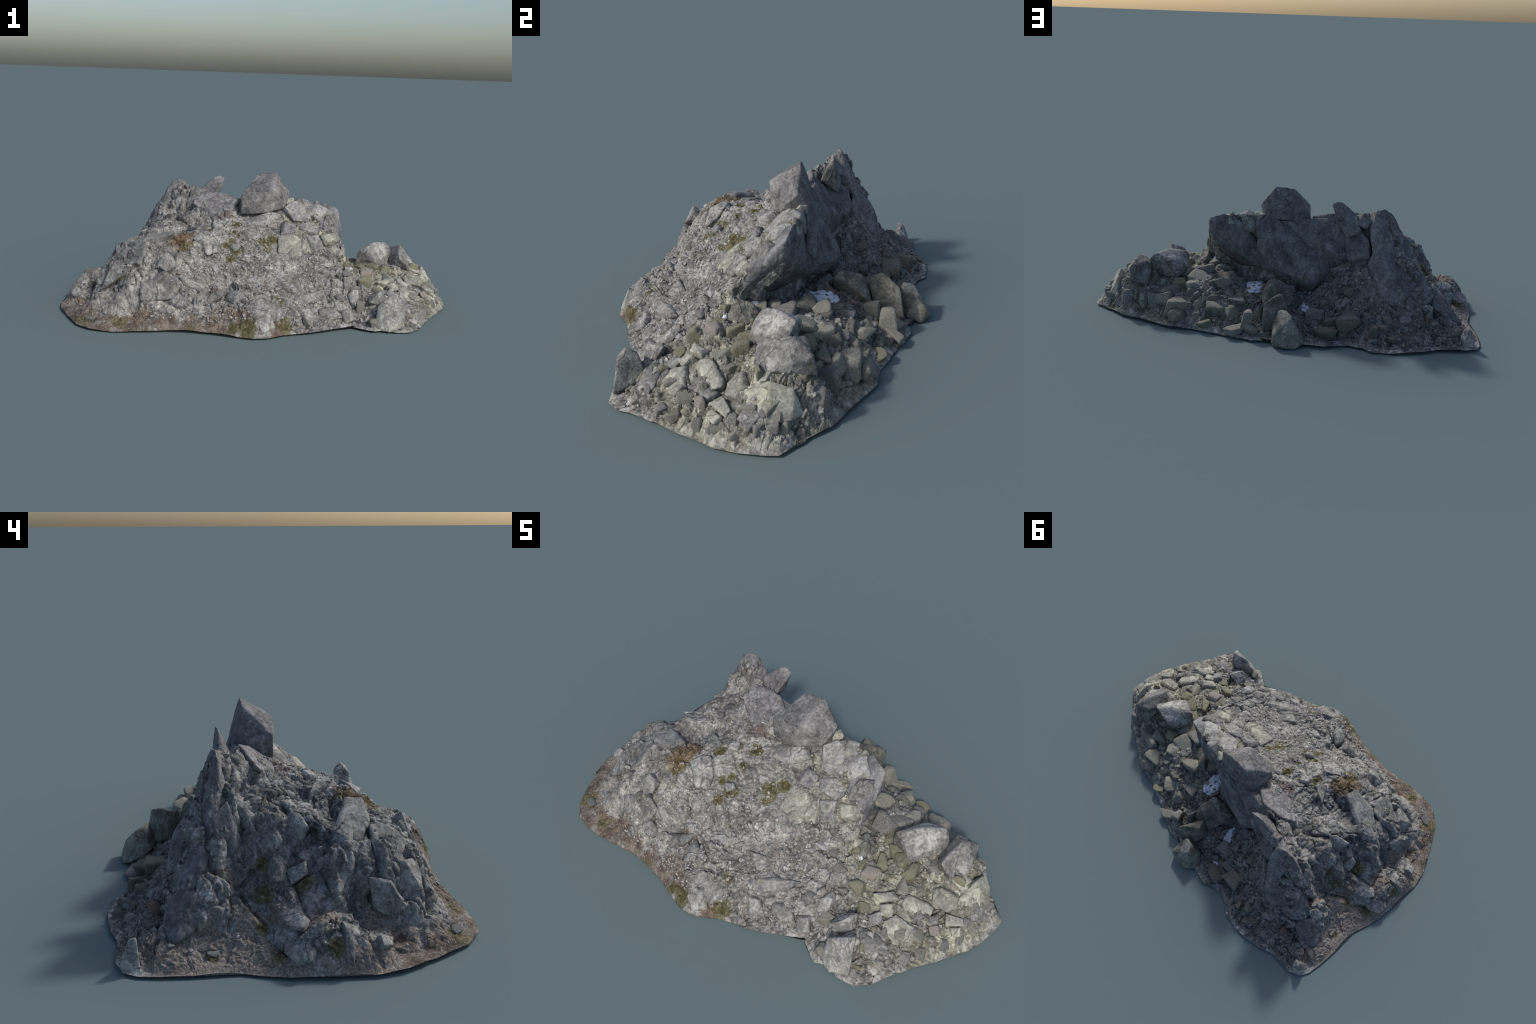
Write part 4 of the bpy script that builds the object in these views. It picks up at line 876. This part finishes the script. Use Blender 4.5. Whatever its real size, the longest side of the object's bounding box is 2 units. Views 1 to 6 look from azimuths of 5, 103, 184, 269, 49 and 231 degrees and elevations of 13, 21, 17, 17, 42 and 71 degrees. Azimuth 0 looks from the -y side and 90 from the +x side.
place_boulders("gully_blocks", [
    (0.42, 0.15, 0.185, 0.10, 0.09, 0.085, 184), (0.44, 0.23, 0.175, 0.11, 0.09, 0.075, 170), (0.50, 0.17, 0.18, 0.09, 0.08, 0.075, 200),
    (0.53, 0.25, 0.145, 0.10, 0.08, 0.075, 150), (0.36, 0.19, 0.165, 0.09, 0.08, 0.065, 184), (0.55, 0.09, 0.18, 0.09, 0.07, 0.065, 120),
    (0.38, 0.26, 0.150, 0.08, 0.07, 0.065, 184), (0.25, 0.19, 0.155, 0.08, 0.07, 0.055, 184), (0.07, 0.24, 0.14, 0.08, 0.06, 0.06, 184),
    (0.46, 0.30, 0.15, 0.09, 0.08, 0.07, 160), (0.20, 0.31, 0.12, 0.07, 0.06, 0.06, 184), (-0.05, 0.30, 0.11, 0.08, 0.06, 0.06, 184),
    (-0.02, 0.24, 0.15, 0.07, 0.05, 0.05, 184), (0.57, 0.32, 0.12, 0.08, 0.07, 0.07, 150), (0.61, 0.36, 0.10, 0.09, 0.07, 0.07, 150)])
place_boulders("flank_w", [
    (-0.344, -0.446, 0.235, 0.055, 0.054, 0.061, 5),
    (-0.715, -0.520, 0.050, 0.073, 0.061, 0.062, 5),
    (-0.628, -0.515, 0.083, 0.100, 0.079, 0.084, 5),
    (-0.311, -0.576, 0.041, 0.043, 0.041, 0.038, 5),
    (-0.236, -0.565, 0.055, 0.030, 0.038, 0.046, 5),
    (-0.386, -0.556, 0.073, 0.087, 0.067, 0.065, 5),
    (-0.747, -0.593, 0.022, 0.056, 0.043, 0.033, 5),
])
place_boulders("front_low", [
    (0.500, -0.267, 0.124, 0.046, 0.057, 0.080, 5),
    (0.424, -0.291, 0.126, 0.040, 0.042, 0.046, 5),
    (0.339, -0.249, 0.161, 0.023, 0.033, 0.037, 5),
    (0.263, -0.192, 0.231, 0.029, 0.031, 0.026, 5),
    (0.396, -0.132, 0.223, 0.053, 0.041, 0.029, 5),
    (0.462, -0.183, 0.176, 0.053, 0.043, 0.035, 5),
    (0.540, -0.317, 0.085, 0.057, 0.055, 0.063, 5),
    (0.085, -0.212, 0.275, 0.035, 0.036, 0.035, 5),
    (0.282, -0.264, 0.169, 0.034, 0.036, 0.034, 5),
    (0.219, -0.313, 0.158, 0.051, 0.040, 0.028, 5),
])
place_boulders("east_gully", [
    (0.450, -0.061, 0.229, 0.033, 0.059, 0.052, 49, "y"),
    (0.518, -0.083, 0.204, 0.036, 0.046, 0.041, 49, "y"),
    (0.564, -0.168, 0.160, 0.043, 0.055, 0.049, 49, "l"),
    (0.630, -0.192, 0.137, 0.036, 0.039, 0.034, 49, "y"),
    (0.561, -0.139, 0.177, 0.036, 0.032, 0.029, 49, "l"),
])
place_boulders("east", [
    (0.837, 0.150, 0.179, 0.024, 0.052, 0.088, 103, "y"),
    (0.910, 0.129, 0.106, 0.064, 0.054, 0.054, 103),
    (0.801, -0.067, 0.120, 0.036, 0.039, 0.043, 103),
    (0.951, 0.173, 0.061, 0.050, 0.048, 0.050, 103),
    (0.929, 0.130, 0.087, 0.054, 0.048, 0.047, 103),
    (0.798, 0.283, 0.167, 0.065, 0.050, 0.041, 103, "y"),
    (0.807, 0.330, 0.099, 0.065, 0.068, 0.090, 103),
    (0.671, 0.360, 0.083, 0.054, 0.068, 0.101, 103),
    (0.676, 0.047, 0.188, 0.058, 0.059, 0.072, 103, "y"),
    (0.621, 0.072, 0.203, 0.080, 0.058, 0.047, 103, "y"),
    (0.737, 0.014, 0.144, 0.075, 0.050, 0.032, 103),
    (0.571, -0.144, 0.173, 0.057, 0.057, 0.068, 103, "y"),
    (0.582, -0.064, 0.184, 0.068, 0.066, 0.083, 103, "p"),
    (0.571, 0.001, 0.197, 0.056, 0.052, 0.056, 103, "y"),
    (0.702, -0.011, 0.161, 0.065, 0.053, 0.051, 103),
    (0.797, -0.162, 0.116, 0.061, 0.045, 0.032, 103),
    (0.796, -0.256, 0.065, 0.029, 0.040, 0.052, 103),
    (0.852, -0.194, 0.034, 0.043, 0.044, 0.047, 103),
    (0.846, -0.106, 0.088, 0.050, 0.045, 0.043, 103),
    (0.883, -0.044, 0.094, 0.035, 0.040, 0.045, 103, "p"),
    (0.945, 0.029, 0.052, 0.034, 0.036, 0.034, 103),
    (0.920, 0.178, 0.105, 0.037, 0.041, 0.047, 103),
    (0.483, 0.034, 0.197, 0.042, 0.039, 0.035, 103, "y"),
    (0.920, 0.242, 0.059, 0.034, 0.044, 0.057, 103),
    (0.942, 0.214, 0.061, 0.030, 0.044, 0.060, 103),
    (0.798, -0.291, 0.047, 0.037, 0.043, 0.052, 103),
    (0.608, -0.390, 0.038, 0.044, 0.041, 0.040, 103),
    (0.888, -0.136, 0.031, 0.032, 0.038, 0.043, 103),
    (0.924, -0.043, 0.044, 0.035, 0.041, 0.049, 103),
    (0.933, 0.074, 0.072, 0.037, 0.044, 0.054, 103),
    (0.963, 0.093, 0.040, 0.037, 0.042, 0.047, 103),
])
place_boulders("cavity", [
    (0.332, 0.267, 0.184, 0.094, 0.071, 0.063, 49),
    (0.343, 0.179, 0.188, 0.070, 0.070, 0.062, 49),
    (0.504, 0.125, 0.176, 0.075, 0.081, 0.072, 49),
    (0.336, 0.417, 0.104, 0.082, 0.074, 0.066, 49),
    (0.382, 0.482, 0.039, 0.063, 0.053, 0.047, 49),
    (0.139, 0.531, 0.042, 0.052, 0.062, 0.055, 49),
    (0.209, 0.528, 0.032, 0.120, 0.046, 0.041, 49),
    (0.525, 0.443, 0.062, 0.085, 0.059, 0.052, 49),
])
place_boulders("north", [
    (0.295, 0.249, 0.181, 0.104, 0.086, 0.098, 184),
    (0.343, 0.110, 0.195, 0.089, 0.065, 0.057, 184),
    (0.393, 0.066, 0.208, 0.054, 0.051, 0.054, 184),
    (0.682, 0.345, 0.086, 0.070, 0.077, 0.110, 184),
    (0.529, 0.420, 0.063, 0.130, 0.098, 0.105, 184),
    (0.455, 0.357, 0.138, 0.068, 0.061, 0.068, 184),
    (0.431, 0.376, 0.137, 0.040, 0.044, 0.051, 184),
    (0.331, 0.392, 0.111, 0.084, 0.075, 0.090, 184),
    (0.265, 0.469, 0.065, 0.111, 0.087, 0.094, 184),
    (0.194, 0.403, 0.085, 0.062, 0.048, 0.039, 184),
    (0.155, 0.527, 0.038, 0.060, 0.072, 0.106, 184),
    (0.408, 0.410, 0.098, 0.073, 0.065, 0.073, 184),
    (0.409, 0.448, 0.061, 0.034, 0.039, 0.045, 184),
    (0.227, 0.371, 0.116, 0.085, 0.059, 0.045, 184),
    (0.280, 0.380, 0.124, 0.034, 0.037, 0.039, 184),
    (0.100, 0.461, 0.064, 0.033, 0.064, 0.110, 184),
    (0.528, 0.350, 0.113, 0.052, 0.047, 0.046, 184),
    (0.617, 0.327, 0.117, 0.046, 0.045, 0.046, 184),
    (0.361, 0.310, 0.176, 0.046, 0.044, 0.046, 184),
    (0.254, 0.527, 0.021, 0.060, 0.045, 0.033, 184),
    (0.526, 0.469, 0.029, 0.062, 0.048, 0.039, 184),
    (0.152, 0.270, 0.148, 0.092, 0.055, 0.029, 184),
])
place_boulders("scree_nw", [
    (-0.176, 0.426, 0.084, 0.102, 0.078, 0.080, 184),
    (-0.255, 0.470, 0.070, 0.073, 0.063, 0.068, 184),
    (-0.232, 0.554, 0.016, 0.106, 0.072, 0.061, 184),
    (-0.332, 0.505, 0.039, 0.101, 0.088, 0.106, 184),
    (-0.395, 0.515, 0.057, 0.039, 0.047, 0.059, 184),
    (-0.460, 0.562, 0.050, 0.039, 0.058, 0.089, 184),
    (-0.504, 0.532, 0.070, 0.050, 0.054, 0.067, 184),
    (-0.567, 0.571, 0.038, 0.078, 0.060, 0.055, 184),
    (-0.340, 0.361, 0.191, 0.057, 0.057, 0.069, 184),
    (-0.289, 0.400, 0.145, 0.040, 0.044, 0.051, 184),
    (-0.215, 0.380, 0.129, 0.040, 0.042, 0.046, 184),
    (-0.365, 0.456, 0.105, 0.051, 0.048, 0.051, 184),
    (-0.516, 0.441, 0.139, 0.045, 0.038, 0.028, 184),
    (-0.574, 0.432, 0.138, 0.037, 0.038, 0.037, 184),
    (-0.440, 0.464, 0.110, 0.056, 0.048, 0.045, 184),
    (-0.330, 0.430, 0.131, 0.040, 0.046, 0.057, 184),
    (-0.249, 0.506, 0.045, 0.056, 0.046, 0.039, 184),
    (-0.628, 0.453, 0.127, 0.034, 0.033, 0.028, 184),
])
place_boulders("west_low", [
    (-0.846, 0.243, 0.060, 0.099, 0.056, 0.024, 269),
    (-0.889, 0.290, 0.049, 0.045, 0.038, 0.029, 269),
    (-0.905, 0.382, 0.069, 0.026, 0.026, 0.016, 269),
    (-0.899, 0.244, 0.033, 0.040, 0.033, 0.021, 269),
    (-0.817, 0.328, 0.142, 0.045, 0.039, 0.032, 269),
    (-0.801, 0.251, 0.120, 0.115, 0.087, 0.091, 269),
    (-0.876, 0.169, 0.039, 0.016, 0.021, 0.013, 269),
])

# ------------------------------------------------------------------ loose stones
quads = ZONE["quads"]
QC = BODY_P[quads].mean(1)
QE = BODY_P[quads]
QA = 0.5 * np.linalg.norm(np.cross(QE[:, 2] - QE[:, 0], QE[:, 3] - QE[:, 1]), axis=1)
QN = np.cross(QE[:, 2] - QE[:, 0], QE[:, 3] - QE[:, 1])
QN /= np.linalg.norm(QN, axis=1)[:, None] + 1e-12
def zone(name):
    return ZONE[name][quads].mean(1)

def sow(weight, n, rng):
    w = weight * QA * (zone("edge") > 0.7)
    return rng.choice(len(w), size=n, p=w / w.sum())

def facing(normal, spin):
    q = Vector(normal).to_track_quat("Z", "Y").to_matrix() @ Matrix.Rotation(spin, 3, "Z")
    return np.array(q)

def loose_stones(weight, n, lo, hi, mats, rng, name="stone"):
    for i in sow(weight, n, rng):
        s = lo * (hi / lo) ** (rng.random() ** 1.8)
        ob = bpy.data.objects.new(name, unit_mesh(int(rng.integers(16)), mats[int(rng.integers(len(mats)))]))
        SC.objects.link(ob)
        ob.parent = outcrop
        R = Matrix(facing(QN[i] + rng.normal(size=3) * 0.25, rng.random() * 6.28).tolist())
        ob.rotation_euler = R.to_euler()
        ob.location = QC[i] + QN[i] * s * 0.02
        ob.location.z = max(ob.location.z, s * 0.95)
        ob.scale = (s * rng.uniform(0.8, 1.25), s * rng.uniform(0.55, 0.9), s * rng.uniform(0.35, 0.65))

rng = np.random.default_rng(77)
up = np.clip(QN[:, 2], 0, 1) ** 0.5
loose_stones(zone("scree") * up, 35, 0.008, 0.020, [M_GREY, M_GREY, M_LICHEN, M_PALE, M_PINK], rng)
loose_stones(zone("talus") * up, 80, 0.012, 0.030, [M_BROWN, M_GREY, M_DARK, M_BROWN, M_GREY, M_RUST], rng)
loose_stones(zone("easty") * up, 60, 0.010, 0.028, [M_LICHEN, M_GREY, M_YELLOW], rng)

CHIPS = [random_rock(300 + i, 2, planes=9, rough=0.04) for i in range(10)]
def chips(name, weight, n, lo, hi, mat, rng):
    """A carpet of chips, joined."""
    vs, fs, base = [], [], 0
    tris = np.array(CHIPS[0][1])
    for i in sow(weight, n, rng):
        s = lo * (hi / lo) ** (rng.random() ** 2.0)
        v = CHIPS[int(rng.integers(10))][0] * np.array((s * rng.uniform(0.8, 1.3), s * rng.uniform(0.55, 0.9), s * rng.uniform(0.3, 0.6)))
        R = facing(QN[i] + rng.normal(size=3) * 0.3, rng.random() * 6.28)
        vs.append(v @ R.T + QC[i] + QN[i] * s * 0.05)
        fs.append(tris + base)
        base += len(v)
    v, f = np.vstack(vs), np.vstack(fs)
    v[:, 2] = np.maximum(v[:, 2], 0.001)
    me = bpy.data.meshes.new(name)
    me.vertices.add(len(v)); me.vertices.foreach_set("co", v.ravel())
    me.loops.add(f.size); me.loops.foreach_set("vertex_index", f.ravel())
    me.polygons.add(len(f)); me.polygons.foreach_set("loop_start", np.arange(0, f.size, 3))
    me.update(calc_edges=True)
    ob = add(name, me, outcrop, mat)
    ob["kind"] = "stuff"
    return ob

chips("scree_chips", (zone("scree") + 0.25 * zone("crag") * (1 - zone("flank"))) * up, 3000, 0.003, 0.009, M_PEBBLE, rng)
chips("talus_chips", zone("talus") * up, 2000, 0.004, 0.013, M_TALUS, rng)
chips("rubble_chips", (zone("easty") + 0.35 * zone("flank")) * up, 900, 0.003, 0.009, M_PEBBLE, rng)

# ------------------------------------------------------------------ moss and snow
GRID_N = np.zeros_like(BODY_P)
for c in range(4):
    np.add.at(GRID_N, quads[:, c], QN)
GRID_N /= np.linalg.norm(GRID_N, axis=1)[:, None] + 1e-9

def cushion(name, centre, radius, mat, thick, fray, k, flat=False):
    """A low pad lying on the ground: the patch of ground inside a frayed circle, raised."""
    c = np.array(centre)
    near = np.where(np.linalg.norm(BODY_P - c, axis=1) < radius * 2.6)[0]
    if len(near) < 10:
        return
    c = BODY_P[near[np.argmin(np.linalg.norm(BODY_P[near] - c, axis=1))]]
    pts = BODY_P[near]
    d = np.linalg.norm(pts - c, axis=1) / radius + fray * fbm(pts * 40, 4, k) + 0.35 * fbm(pts * 14, 2, k + 5)
    lift = step(1.12, 0.6, d)
    if flat:
        top = c[2] + thick
        new = pts.copy()
        new[:, 2] = np.where(lift > 0, np.maximum(pts[:, 2] - 0.004, 0) * (1 - lift) + (top + 0.15 * (pts[:, 2] - c[2])) * lift, pts[:, 2] - 0.01)
    else:
        bump = thick * (0.55 + 0.45 * fbm(pts * 130, 3, k))
        new = pts + GRID_N[near] * (bump * lift - 0.003 * (1 - lift))[:, None]
    new[:, 2] = np.maximum(new[:, 2], 0.001)
    index = np.full(len(BODY_P), -1)
    index[near] = np.arange(len(near))
    q = index[quads]
    ok = (q >= 0).all(1)
    q = q[ok]
    q = q[(lift[q] > 0.02).any(1)]
    if not len(q):
        return
    used, inv = np.unique(q, return_inverse=True)
    ob = add(name, mesh_from(name, new[used], inv.reshape(-1, 4).tolist()), outcrop, mat)
    return ob

for i, (x, y, z, r, kind) in enumerate(MOSS_AT):
    cushion("moss_patch" if kind == "moss" else "heath_patch", (x, y, z), r * 0.72, M_MOSS if kind == "moss" else M_HEATH, 0.004, 0.8, 60 + i)

def snow(path, radius, k):
    """Old snow filling a hollow: the ground along a short path, covered level and smooth."""
    d = path_distance(BODY_P, path)
    near = np.where(d < radius * 1.8)[0]
    if len(near) < 10:
        return
    pts = BODY_P[near]
    d = d[near] / radius + 0.16 * fbm(pts * 30, 3, k)
    lift = step(1.08, 0.9, d)
    new = pts + GRID_N[near] * (0.005 * lift - 0.006 * (1 - lift))[:, None]
    for c in range(3):                                # level out the bumps underneath
        new[:, 2] = new[:, 2] * 0.5 + 0.5 * np.array([new[np.argsort(((pts - x) ** 2).sum(1))[:60], 2].mean() for x in pts]) if c == 0 and len(near) < 4000 else new[:, 2]
    new[:, 2] += 0.002 * lift
    index = np.full(len(BODY_P), -1)
    index[near] = np.arange(len(near))
    q = index[quads]
    q = q[(q >= 0).all(1)]
    q = q[(lift[q] > 0.02).any(1)]
    if len(q):
        used, inv = np.unique(q, return_inverse=True)
        add("snow_patch", mesh_from("snow_patch", new[used], inv.reshape(-1, 4).tolist()), outcrop, M_SNOW)

snow([(0.15, 0.225, 0.158), (0.145, 0.27, 0.158)], 0.048, 201)
snow([(-0.105, 0.33, 0.115), (-0.13, 0.37, 0.10), (-0.165, 0.42, 0.085)], 0.024, 202)
snow([(-0.195, 0.515, 0.05), (-0.20, 0.53, 0.04)], 0.018, 204)
snow([(0.488, -0.058, 0.215), (0.50, -0.045, 0.215)], 0.014, 205)
snow([(0.395, 0.035, 0.22), (0.41, 0.02, 0.22)], 0.022, 206)
